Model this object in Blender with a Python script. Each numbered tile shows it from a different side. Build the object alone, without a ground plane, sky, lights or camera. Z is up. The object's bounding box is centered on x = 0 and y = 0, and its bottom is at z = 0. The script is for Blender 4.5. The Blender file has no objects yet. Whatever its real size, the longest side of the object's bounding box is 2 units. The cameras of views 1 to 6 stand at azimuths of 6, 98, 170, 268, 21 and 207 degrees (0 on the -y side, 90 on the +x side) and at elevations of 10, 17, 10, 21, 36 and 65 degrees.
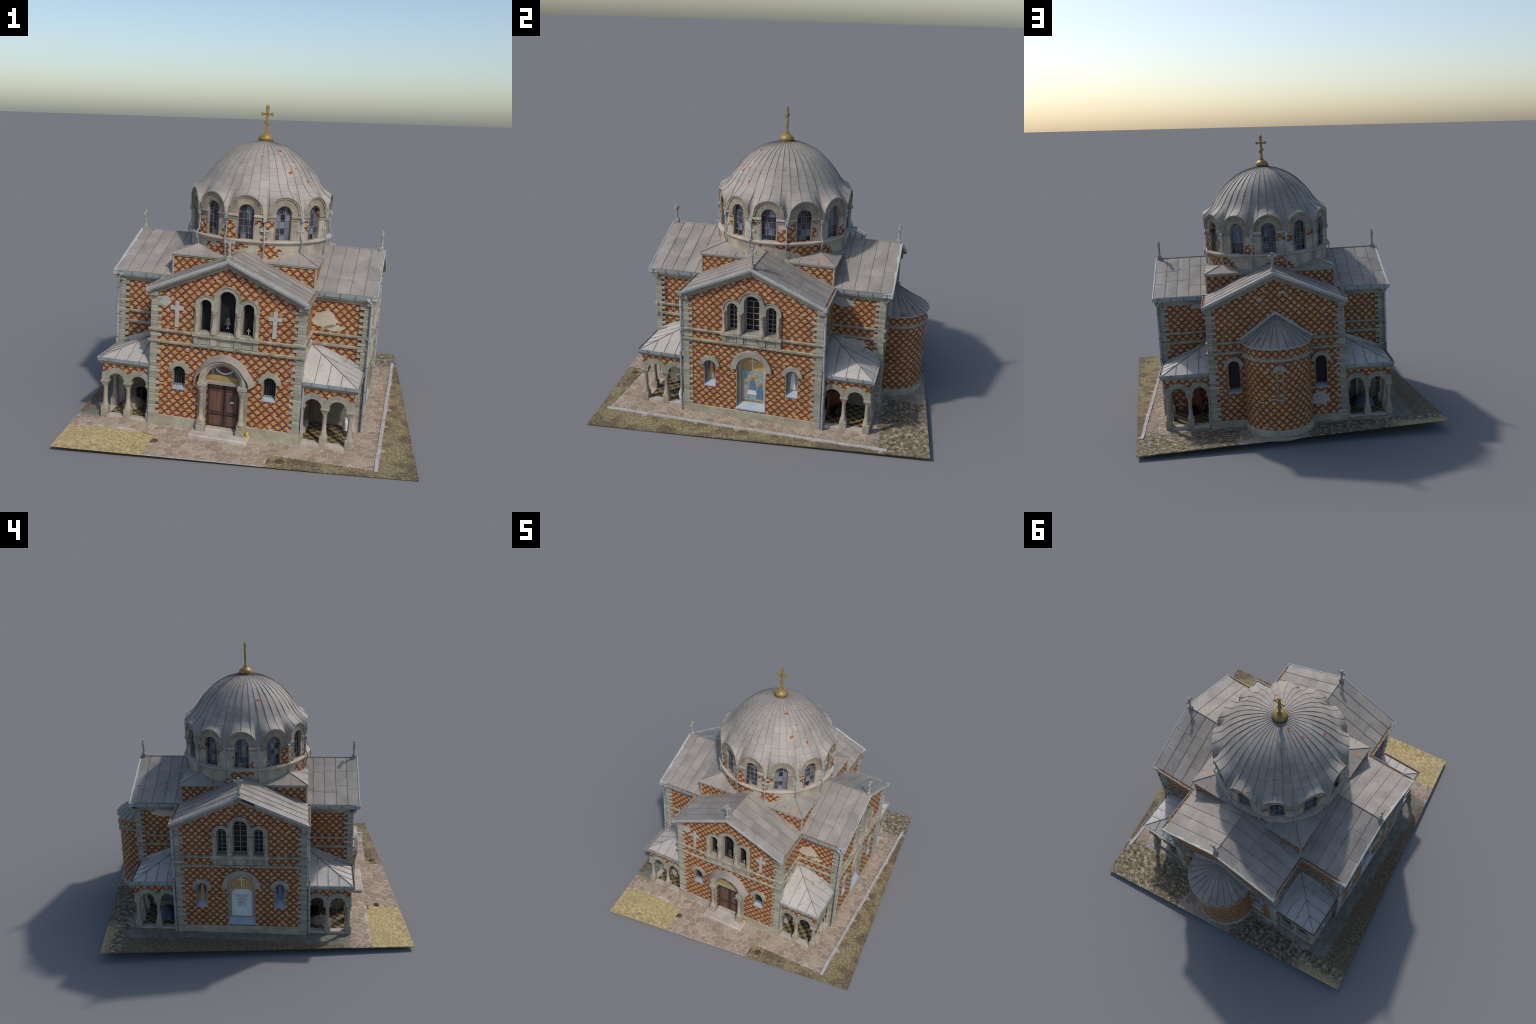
import bpy, bmesh, math, random
from mathutils import Matrix, Vector, noise as mnoise
from mathutils.geometry import tessellate_polygon

random.seed(7)
PI = math.pi
sin, cos, tan, sqrt, atan2 = math.sin, math.cos, math.tan, math.sqrt, math.atan2
COL = bpy.context.scene.collection

# ------------------------------------------------------------------ frame
# the church stands turned by -6.1 degrees and leans very slightly
TILT_X, TILT_Y, YAW = -0.026, 0.006, math.radians(-6.1)
zl = Vector((-TILT_X, -TILT_Y, 1)).normalized()
xl = Vector((cos(YAW), sin(YAW), 0)); xl = (xl - zl * xl.dot(zl)).normalized()
yl = zl.cross(xl)
M = Matrix(((xl.x, yl.x, zl.x, -0.020), (xl.y, yl.y, zl.y, 0.021), (xl.z, yl.z, zl.z, 0.020), (0, 0, 0, 1)))
MI = M.inverted()

# ------------------------------------------------------------------ main sizes
WALL, HALF = 0.724, 0.421          # facade plane, half width of an arm
PLANE = [0.722, 0.733, 0.732, 0.731]   # facade planes: front, right, back, left
VERGE = [0.767, 0.768, 0.773, 0.771]   # ends of the roofs
SIDE = 0.4135                      # brick plane of the arms' side walls
RIDGE, SLOPE = 0.987, 0.437        # arm roofs
GROUND = 0.015


def roof_z(u):
    return RIDGE - SLOPE * abs(u)


# ------------------------------------------------------------------ node helpers
class NT:
    def __init__(self, name, rough=0.8):
        self.mat = bpy.data.materials.new(name)
        self.mat.use_nodes = True
        self.t = self.mat.node_tree
        self.t.nodes.clear()
        self.out = self.t.nodes.new('ShaderNodeOutputMaterial')
        self.b = self.t.nodes.new('ShaderNodeBsdfPrincipled')
        self.t.links.new(self.b.outputs[0], self.out.inputs[0])
        self.b.inputs['Roughness'].default_value = rough
        self.b.inputs['Specular IOR Level'].default_value = 0.25
        self.tc = self.t.nodes.new('ShaderNodeTexCoord')
        self.oi = None
        s = self.t.nodes.new('ShaderNodeSeparateXYZ')
        self.t.links.new(self.tc.outputs['Object'], s.inputs[0])
        self.x, self.y, self.z = s.outputs
        self.p = self.tc.outputs['Object']

    def put(self, sock, v):
        if isinstance(v, bpy.types.NodeSocket):
            self.t.links.new(v, sock)
        elif isinstance(v, (tuple, list)):
            sock.default_value = tuple(v) + ((1.0,) if len(v) == 3 and sock.type == 'RGBA' else ())
        else:
            sock.default_value = v

    def m(self, op, a, b=0.0, c=None):
        n = self.t.nodes.new('ShaderNodeMath')
        n.operation = op
        self.put(n.inputs[0], a)
        self.put(n.inputs[1], b)
        if c is not None:
            self.put(n.inputs[2], c)
        return n.outputs[0]

    def xyz(self, a, b, c):
        n = self.t.nodes.new('ShaderNodeCombineXYZ')
        self.put(n.inputs[0], a); self.put(n.inputs[1], b); self.put(n.inputs[2], c)
        return n.outputs[0]

    def mix(self, f, a, b, mode='MIX'):
        n = self.t.nodes.new('ShaderNodeMix')
        n.data_type = 'RGBA'
        n.blend_type = mode
        self.put(n.inputs[0], f); self.put(n.inputs[6], a); self.put(n.inputs[7], b)
        return n.outputs[2]

    def noise(self, scale, detail=3.0, rough=0.55, vec=None, dist=0.0):
        n = self.t.nodes.new('ShaderNodeTexNoise')
        self.put(n.inputs['Vector'], vec if vec is not None else self.p)
        n.inputs['Scale'].default_value = scale
        n.inputs['Detail'].default_value = detail
        n.inputs['Roughness'].default_value = rough
        n.inputs['Distortion'].default_value = dist
        return n.outputs[0]

    def vor(self, scale, feature='F1', vec=None, out=0):
        n = self.t.nodes.new('ShaderNodeTexVoronoi')
        n.feature = feature
        self.put(n.inputs['Vector'], vec if vec is not None else self.p)
        n.inputs['Scale'].default_value = scale
        return n.outputs[out]

    def white(self, vec):
        n = self.t.nodes.new('ShaderNodeTexWhiteNoise')
        n.noise_dimensions = '3D'
        self.put(n.inputs['Vector'], vec)
        return n.outputs[0]

    def ramp(self, f, stops):
        n = self.t.nodes.new('ShaderNodeValToRGB')
        e = n.color_ramp.elements
        while len(e) < len(stops):
            e.new(0.5)
        for el, (pos, c) in zip(e, stops):
            el.position = pos
            el.color = tuple(c) + (1,)
        self.put(n.inputs[0], f)
        return n.outputs[0]

    def smooth(self, v, lo, hi):
        n = self.t.nodes.new('ShaderNodeMapRange')
        n.interpolation_type = 'SMOOTHSTEP'
        self.put(n.inputs[0], v)
        n.inputs[1].default_value = lo; n.inputs[2].default_value = hi
        return n.outputs[0]

    def rand(self):
        if self.oi is None:
            self.oi = self.t.nodes.new('ShaderNodeObjectInfo')
        return self.oi.outputs['Random']

    def gain(self, col, lo, hi, f):
        """multiply a colour by lo..hi driven by f"""
        g = self.m('MULTIPLY_ADD', f, hi - lo, lo)
        return self.mix(1.0, col, self.xyz(g, g, g), 'MULTIPLY')

    def bump(self, h, strength=0.3, dist=0.002):
        n = self.t.nodes.new('ShaderNodeBump')
        n.inputs['Strength'].default_value = strength
        n.inputs['Distance'].default_value = dist
        self.put(n.inputs['Height'], h)
        self.t.links.new(n.outputs[0], self.b.inputs['Normal'])

    def done(self, col, metal=0.0):
        self.put(self.b.inputs['Base Color'], col)
        self.b.inputs['Metallic'].default_value = metal
        return self.mat


BRICK_W, COURSE = 0.01585, 0.0077


def brick_mat(name, mode, cx=0.0, cy=0.0, rad=0.2, loss=0.0, shift=0.0):
    """Running bond of dark red brick with yellow crosses laid 1-2-1."""
    n = NT(name, 0.55)
    if mode == 'x':
        u = n.x
    elif mode == 'y':
        u = n.y
    else:
        ang = n.m('ARCTAN2', n.m('SUBTRACT', n.y, cy), n.m('SUBTRACT', n.x, cx))
        u = n.m('MULTIPLY', ang, rad)
    j_f = n.m('DIVIDE', n.m('ADD', n.z, 1.0), COURSE)
    j = n.m('FLOOR', j_f)
    fz = n.m('SUBTRACT', j_f, j)
    par = n.m('FLOORED_MODULO', j, 2.0)
    uf = n.m('ADD', n.m('DIVIDE', n.m('ADD', u, 3.0 + shift), BRICK_W), n.m('MULTIPLY', par, 0.5))
    i = n.m('FLOOR', uf)
    fu = n.m('SUBTRACT', uf, i)
    c = n.m('SUBTRACT', n.m('ADD', i, 0.5), n.m('MULTIPLY', par, 0.5))
    half = n.m('FLOOR', n.m('DIVIDE', j, 3.0))
    r = n.m('FLOORED_MODULO', j, 3.0)
    odd = n.m('FLOORED_MODULO', half, 2.0)
    d = n.m('SUBTRACT', n.m('FLOORED_MODULO', n.m('ADD', n.m('SUBTRACT', c, n.m('MULTIPLY', odd, 1.5)), 1.0), 3.0), 1.5)
    d = n.m('ABSOLUTE', d)
    mid = n.m('COMPARE', r, 1.0, 0.1)
    lim = n.m('MULTIPLY_ADD', mid, 0.5, 0.25)
    yellow = n.m('LESS_THAN', d, lim)
    cell = n.xyz(i, j, 3.0)
    rnd = n.white(cell)
    rnd2 = n.white(n.xyz(i, j, 9.0))
    red = n.ramp(rnd, [(0.0, (0.100, 0.024, 0.023)), (0.45, (0.155, 0.035, 0.029)), (1.0, (0.225, 0.054, 0.040))])
    yel = n.ramp(rnd, [(0.0, (0.32, 0.19, 0.055)), (0.5, (0.435, 0.27, 0.08)), (1.0, (0.52, 0.345, 0.125))])
    col = n.mix(yellow, red, yel)
    mort = n.m('MAXIMUM', n.m('LESS_THAN', fz, 0.13), n.m('LESS_THAN', fu, 0.055))
    col = n.mix(n.m('MULTIPLY', mort, 0.45), col, (0.20, 0.14, 0.11))
    # knocked out single bricks, pale
    col = n.mix(n.m('GREATER_THAN', rnd2, 0.992), col, (0.36, 0.36, 0.33))
    stain = n.noise(7.0, 4.0)
    col = n.gain(col, 0.72, 1.22, stain)
    if loss > 0:
        ln = n.noise(5.2, 2.0, 0.5, n.xyz(n.m('MULTIPLY', i, BRICK_W * (1 if mode != 'cyl' else 1)), n.m('MULTIPLY', j, COURSE), 0.37))
        lost = n.m('GREATER_THAN', ln, 1.0 - loss)
        pl = n.ramp(n.noise(14.0, 4.0), [(0.3, (0.22, 0.20, 0.155)), (0.7, (0.44, 0.39, 0.31))])
        col = n.mix(lost, col, pl)
    n.bump(n.m('SUBTRACT', 1.0, mort), 0.25, 0.001)
    return n.done(col)


def stone_mat(name, lo, hi, rough=0.85, spots=0.35, scale=9.0, randomise=0.0, block=0.0):
    n = NT(name, rough)
    f = n.noise(scale, 5.0, 0.6)
    col = n.ramp(f, [(0.30, lo), (0.70, hi)])
    g = n.noise(60.0, 3.0, 0.6)
    col = n.gain(col, 0.78, 1.18, g)
    dk = n.smooth(n.noise(scale * 2.3, 5.0, 0.65, dist=0.6), 0.56, 0.72)
    col = n.mix(n.m('MULTIPLY', dk, spots), col, tuple(0.35 * c for c in lo))
    if randomise:
        col = n.gain(col, 1 - randomise, 1 + randomise, n.rand())
    n.bump(n.noise(90.0, 4.0, 0.6), 0.25, 0.002)
    return n.done(col)


def metal_mat(name, lo, hi, rough=0.5, rand=0.12, rust=0.0):
    n = NT(name, rough)
    n.b.inputs['Specular IOR Level'].default_value = 0.35
    f = n.noise(6.0, 4.0, 0.55, dist=0.5)
    col = n.ramp(f, [(0.28, lo), (0.72, hi)])
    sm = n.smooth(n.noise(12.0, 6.0, 0.66, dist=1.4), 0.56, 0.72)
    col = n.mix(n.m('MULTIPLY', sm, 0.55), col, tuple(0.45 * c for c in lo))
    col = n.gain(col, 1 - rand, 1 + rand, n.rand())
    if rust:
        rs = n.smooth(n.noise(9.0, 5.0, 0.65, dist=0.8), 1 - rust, 1 - rust + 0.05)
        col = n.mix(rs, col, (0.50, 0.24, 0.085))
    n.bump(n.noise(22.0, 3.0), 0.15, 0.004)
    return n.done(col, 0.0)


BRICK = brick_mat('brick_cross_pattern', 'x')
BRICK_SIDE = brick_mat('brick_cross_pattern_side', 'y')
BRICK_DRUM = brick_mat('brick_cross_pattern_drum', 'cyl', 0.0, 0.0, 0.41, loss=0.54)
STONE = stone_mat('limestone_trim', (0.19, 0.188, 0.15), (0.355, 0.338, 0.27), spots=0.5)
STONE_Q = stone_mat('limestone_quoin', (0.235, 0.232, 0.185), (0.385, 0.372, 0.30), randomise=0.2)
STONE_B = stone_mat('limestone_belt', (0.19, 0.178, 0.135), (0.42, 0.385, 0.30), spots=0.7, scale=22.0)
STONE_P = stone_mat('limestone_plinth', (0.24, 0.22, 0.165), (0.40, 0.365, 0.275), spots=0.45)
STONE_D = stone_mat('weathered_arch_stone', (0.155, 0.137, 0.10), (0.35, 0.305, 0.23), spots=0.6, scale=14.0)
COLUMN_M = stone_mat('sandstone_column', (0.235, 0.20, 0.155), (0.40, 0.35, 0.275), spots=0.4, scale=16.0)
STEP_M = stone_mat('step_stone', (0.36, 0.31, 0.27), (0.50, 0.44, 0.38), spots=0.3)
CROSS_G = stone_mat('grey_cement', (0.31, 0.32, 0.30), (0.40, 0.40, 0.37), spots=0.1)
PLASTER = stone_mat('bare_plaster', (0.40, 0.35, 0.27), (0.52, 0.455, 0.36), spots=0.15)
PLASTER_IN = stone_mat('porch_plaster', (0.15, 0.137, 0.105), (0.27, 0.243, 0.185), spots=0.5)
FINIAL_M = stone_mat('finial_stone', (0.24, 0.23, 0.20), (0.42, 0.40, 0.36), spots=0.5, scale=30.0)
ROOF_M = metal_mat('roof_sheet_metal', (0.215, 0.195, 0.173), (0.345, 0.308, 0.27), rand=0.10)
BASE_ROOF_M = metal_mat('base_roof_metal', (0.235, 0.21, 0.185), (0.365, 0.325, 0.28), rand=0.05, rust=0.37)
PORCH_M = metal_mat('porch_sheet_metal', (0.36, 0.335, 0.305), (0.48, 0.445, 0.405), rough=0.4, rand=0.07)
SEAM_M = metal_mat('standing_seam_metal', (0.13, 0.12, 0.115), (0.22, 0.205, 0.19), rand=0.05)  # darker than the sheets: the seams' shadow lines put into the colour
GUTTER_M = metal_mat('zinc_gutter', (0.19, 0.225, 0.25), (0.34, 0.375, 0.39), rough=0.4, rand=0.05)
FASCIA_M = metal_mat('fascia_metal', (0.30, 0.315, 0.31), (0.46, 0.46, 0.43), rough=0.5, rand=0.05)
SILL_M = metal_mat('sill_metal', (0.22, 0.26, 0.31), (0.34, 0.38, 0.42), rough=0.4, rand=0.05)


def simple(name, c, rough=0.6, metal=0.0, var=0.25, scale=20.0):
    n = NT(name, rough)
    col = n.gain(tuple(c), 1 - var, 1 + var, n.noise(scale, 4.0))
    return n.done(col, metal)


DARK = simple('dark_backing', (0.012, 0.012, 0.014), 0.7)  # near black: the darkness of unlit space put into the colour
GRILLE = simple('iron_grille', (0.045, 0.045, 0.05), 0.6)
FRAME_M = simple('window_frame_paint', (0.30, 0.26, 0.225), 0.6)
GOLD = simple('gilded_metal', (0.30, 0.205, 0.065), 0.45, 0.25, 0.45, 40.0)
COLLAR = simple('ball_collar', (0.10, 0.055, 0.03), 0.7)
IRONWHITE = simple('pale_plate', (0.55, 0.55, 0.52), 0.5)


def glass_mat():
    n = NT('window_glass', 0.12)
    cell = n.xyz(n.m('FLOOR', n.m('MULTIPLY', n.x, 33.0)), n.m('FLOOR', n.m('MULTIPLY', n.y, 33.0)), n.m('FLOOR', n.m('MULTIPLY', n.z, 26.0)))
    col = n.ramp(n.white(cell), [(0.0, (0.012, 0.012, 0.016)), (0.55, (0.05, 0.055, 0.075)), (1.0, (0.17, 0.19, 0.24))])
    n.b.inputs['Specular IOR Level'].default_value = 0.5
    return n.done(col)


GLASS_D = glass_mat()
GLASS = simple('dark_glass', (0.014, 0.015, 0.018), 0.15)


def wood_mat():
    n = NT('door_wood', 0.6)
    v = n.xyz(n.m('MULTIPLY', n.x, 60.0), n.m('MULTIPLY', n.y, 60.0), n.m('MULTIPLY', n.z, 4.0))
    col = n.ramp(n.noise(1.0, 4.0, vec=v), [(0.3, (0.075, 0.042, 0.034)), (0.75, (0.165, 0.092, 0.068))])
    return n.done(col)


WOOD = wood_mat()
WOOD_D = simple('door_wood_dark', (0.055, 0.034, 0.030), 0.6)


def dome_mat():
    n = NT('dome_sheet_metal', 0.6)
    n.b.inputs['Specular IOR Level'].default_value = 0.28
    ang = n.m('MULTIPLY', n.m('ADD', n.m('ARCTAN2', n.y, n.x), PI), 40 / (2 * PI))
    gi = n.m('FLOOR', ang)
    rowf = n.m('ADD', n.m('MULTIPLY', n.m('ARCTAN2', n.m('SUBTRACT', n.z, 1.12), n.m('SQRT', n.m('ADD', n.m('MULTIPLY', n.x, n.x), n.m('MULTIPLY', n.y, n.y)))), 8.2), n.m('MULTIPLY', n.white(n.xyz(gi, 2.0, 5.0)), 1.0))
    row = n.m('FLOOR', rowf)
    fr = n.m('SUBTRACT', rowf, row)
    rnd = n.white(n.xyz(gi, row, 1.0))
    col = n.ramp(n.noise(5.0, 4.0, 0.55), [(0.28, (0.25, 0.225, 0.198)), (0.72, (0.36, 0.323, 0.283))])
    col = n.gain(col, 0.93, 1.06, rnd)
    sm = n.smooth(n.noise(11.0, 6.0, 0.66, dist=1.3), 0.57, 0.73)
    col = n.mix(n.m('MULTIPLY', sm, 0.5), col, (0.15, 0.142, 0.138))
    col = n.mix(n.m('MULTIPLY', n.m('LESS_THAN', fr, 0.035), 0.6), col, (0.10, 0.09, 0.085))
    # rust: whole blistered patches on some sheets, more of it near the top
    rs = n.m('MULTIPLY', n.m('GREATER_THAN', rnd, 0.955), n.m('GREATER_THAN', n.noise(34.0, 3.0, 0.6), 0.60))
    col = n.mix(rs, col, (0.30, 0.062, 0.022))
    st = n.noise(1.0, 3.0, 0.6, n.xyz(n.m('MULTIPLY', ang, 1.9), n.m('MULTIPLY', n.z, 6.0), 0.0))
    stk = n.smooth(st, 0.66, 0.72)
    col = n.mix(n.m('MULTIPLY', stk, 0.35), col, (0.46, 0.33, 0.19))
    n.bump(n.noise(20.0, 3.0), 0.15, 0.004)
    return n.done(col)


DOME_M = dome_mat()


def debris_mat():
    n = NT('fallen_leaf_litter', 0.9)
    col = n.ramp(n.noise(120.0, 3.0, 0.7), [(0.3, (0.06, 0.035, 0.02)), (0.5, (0.27, 0.15, 0.065)), (0.72, (0.52, 0.34, 0.16))])
    n.bump(n.noise(150.0, 2.0), 0.8, 0.004)
    return n.done(col)


DEBRIS = debris_mat()


def tile_mat():
    n = NT('checker_floor_tile', 0.45)
    k = 34.0
    a = n.m('FLOOR', n.m('MULTIPLY', n.m('ADD', n.x, 3.0), k))
    b = n.m('FLOOR', n.m('MULTIPLY', n.m('ADD', n.y, 3.0), k))
    f = n.m('FLOORED_MODULO', n.m('ADD', a, b), 2.0)
    col = n.mix(f, (0.24, 0.18, 0.075), (0.065, 0.052, 0.045))
    col = n.gain(col, 0.7, 1.2, n.noise(15.0, 4.0))
    return n.done(col)


TILE = tile_mat()


def flag_mat():
    n = NT('sandstone_flag', 0.85)
    col = n.ramp(n.rand(), [(0.0, (0.265, 0.195, 0.14)), (0.5, (0.325, 0.247, 0.178)), (1.0, (0.385, 0.305, 0.23))])
    col = n.gain(col, 0.7, 1.25, n.noise(40.0, 5.0, 0.65))
    n.bump(n.noise(70.0, 4.0), 0.3, 0.003)
    return n.done(col)


FLAG = flag_mat()


def ground_mat():
    """bedding mortar under the paving, dry grass, leaf litter, soil, baked shade on the left"""
    n = NT('ground_cover', 0.95)
    wob = n.m('MULTIPLY', n.m('SUBTRACT', n.noise(5.0, 4.0, 0.6), 0.5), 0.10)
    x = n.m('ADD', n.x, wob)
    y = n.m('SUBTRACT', n.y, wob)
    mortar = n.ramp(n.noise(30.0, 4.0), [(0.3, (0.30, 0.255, 0.22)), (0.7, (0.52, 0.47, 0.43))])
    fine = n.noise(85.0, 5.0, 0.7)
    big = n.noise(6.0, 4.0, 0.6)
    grass = n.ramp(fine, [(0.30, (0.085, 0.072, 0.032)), (0.5, (0.235, 0.19, 0.098)), (0.72, (0.47, 0.38, 0.22))])
    soil = n.ramp(fine, [(0.3, (0.05, 0.038, 0.025)), (0.52, (0.15, 0.115, 0.072)), (0.75, (0.32, 0.245, 0.165))])
    litter = n.ramp(n.noise(38.0, 6.0, 0.75), [(0.33, (0.045, 0.035, 0.022)), (0.5, (0.17, 0.14, 0.09)), (0.66, (0.50, 0.42, 0.28))])
    conc = n.ramp(n.noise(22.0, 5.0, 0.6), [(0.3, (0.12, 0.12, 0.095)), (0.7, (0.235, 0.225, 0.18))])
    straw = n.ramp(n.noise(60.0, 6.0, 0.75), [(0.30, (0.20, 0.15, 0.065)), (0.5, (0.41, 0.32, 0.155)), (0.70, (0.64, 0.52, 0.30))])
    rough_right = n.mix(n.smooth(big, 0.42, 0.60), soil, grass)
    g = lambda a, lo, hi: n.smooth(a, lo, hi)
    col = rough_right
    # straw lawn, front left
    m1 = n.m('MULTIPLY', g(y, -0.80, -0.83), g(x, -0.30, -0.33))
    inv = lambda v: n.m('SUBTRACT', 1.0, v)
    col_front_left = straw
    # paved area bedding
    pav = n.m('MULTIPLY', n.m('LESS_THAN', n.m('ABSOLUTE', n.x), 0.86), n.m('GREATER_THAN', n.y, -0.872))
    pav = n.m('MAXIMUM', pav, n.m('MULTIPLY', n.m('LESS_THAN', n.m('ABSOLUTE', n.m('SUBTRACT', n.x, -0.0125)), 0.3125), n.m('LESS_THAN', n.y, -0.7)))
    col = n.mix(pav, col, mortar)
    lawn = n.m('MULTIPLY', n.m('LESS_THAN', n.y, -0.835), n.m('LESS_THAN', n.x, -0.325))
    col = n.mix(lawn, col, col_front_left)
    # left side: worn concrete then soil, darkened to copy the scan's baked shadow
    left = n.smooth(n.m('MULTIPLY', x, -1.0), 0.69, 0.70)
    left = n.m('MULTIPLY', left, n.m('GREATER_THAN', y, -0.70))
    col = n.mix(left, col, conc)
    left_shade = n.m('MULTIPLY', n.smooth(n.m('MULTIPLY', x, -1.0), 0.80, 0.84), n.m('GREATER_THAN', y, -0.66))
    col = n.mix(left_shade, col, soil)
    # back: litter strip, straw toward the left back corner
    back = n.smooth(y, 0.72, 0.78)
    near_apse = n.m('MULTIPLY', n.m('LESS_THAN', n.m('ABSOLUTE', n.m('SUBTRACT', x, 0.06)), 0.20), 1.0)
    back = n.m('MULTIPLY', back, n.m('SUBTRACT', 1.0, near_apse))
    col = n.mix(back, col, litter)
    bl = n.m('MULTIPLY', n.smooth(y, 0.80, 0.90), n.smooth(n.m('MULTIPLY', x, -1.0), 0.62, 0.80))
    col = n.mix(bl, col, straw)
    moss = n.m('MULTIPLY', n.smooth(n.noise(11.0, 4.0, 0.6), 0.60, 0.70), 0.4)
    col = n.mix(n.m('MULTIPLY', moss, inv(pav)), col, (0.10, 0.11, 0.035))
    n.bump(fine, 0.7, 0.008)
    return n.done(col)


GROUND_M = ground_mat()
CURB_M = stone_mat('curb_concrete', (0.30, 0.28, 0.27), (0.48, 0.46, 0.45), spots=0.5, scale=25.0)
BLACK = simple('black_plastic', (0.01, 0.01, 0.011), 0.5)
REDWOOD = simple('red_brown_board', (0.19, 0.065, 0.035), 0.7)
BLUEBAG = simple('blue_tarpaulin', (0.10, 0.11, 0.15), 0.5)
GREEN = simple('weed_leaf', (0.16, 0.19, 0.03), 0.8)


def mosaic(name, stops, scale=26.0):
    n = NT(name, 0.45)
    col = n.ramp(n.vor(scale * 6, 'F1', out=1), stops)
    col2 = n.ramp(n.noise(scale, 3.0, 0.6, dist=0.8), stops)
    return n.done(n.mix(0.55, col, col2))


ICON_BLUE = mosaic('icon_mosaic', [(0.30, (0.10, 0.19, 0.30)), (0.45, (0.24, 0.36, 0.42)), (0.55, (0.42, 0.40, 0.28)), (0.68, (0.36, 0.24, 0.14)), (0.8, (0.16, 0.24, 0.20))])
ICON_SKY = mosaic('niche_blue_mosaic', [(0.3, (0.16, 0.24, 0.36)), (0.7, (0.28, 0.37, 0.48))])
ICON_GOLD = mosaic('niche_gold_mosaic', [(0.3, (0.34, 0.22, 0.07)), (0.7, (0.56, 0.40, 0.15))])
ICON_DARK = mosaic('tympanum_paint', [(0.3, (0.06, 0.08, 0.09)), (0.7, (0.13, 0.16, 0.165))])
ROBE_MAROON = simple('robe_maroon', (0.13, 0.045, 0.05), 0.6)
ROBE_OCHRE = simple('robe_ochre', (0.42, 0.28, 0.12), 0.6)
ROBE_GREY = simple('robe_grey', (0.30, 0.30, 0.30), 0.6)
ROBE_BLUE = simple('robe_blue', (0.10, 0.18, 0.30), 0.6)
SKIN = simple('painted_face', (0.30, 0.17, 0.09), 0.6)
CLOTH_WHITE = simple('painted_white', (0.62, 0.60, 0.56), 0.6, var=0.1)
MARBLE = stone_mat('marble_slab', (0.52, 0.56, 0.58), (0.64, 0.67, 0.68), spots=0.05, rough=0.5)
INK = simple('engraved_letter', (0.12, 0.12, 0.12), 0.7)

# ------------------------------------------------------------------ mesh helpers


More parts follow.
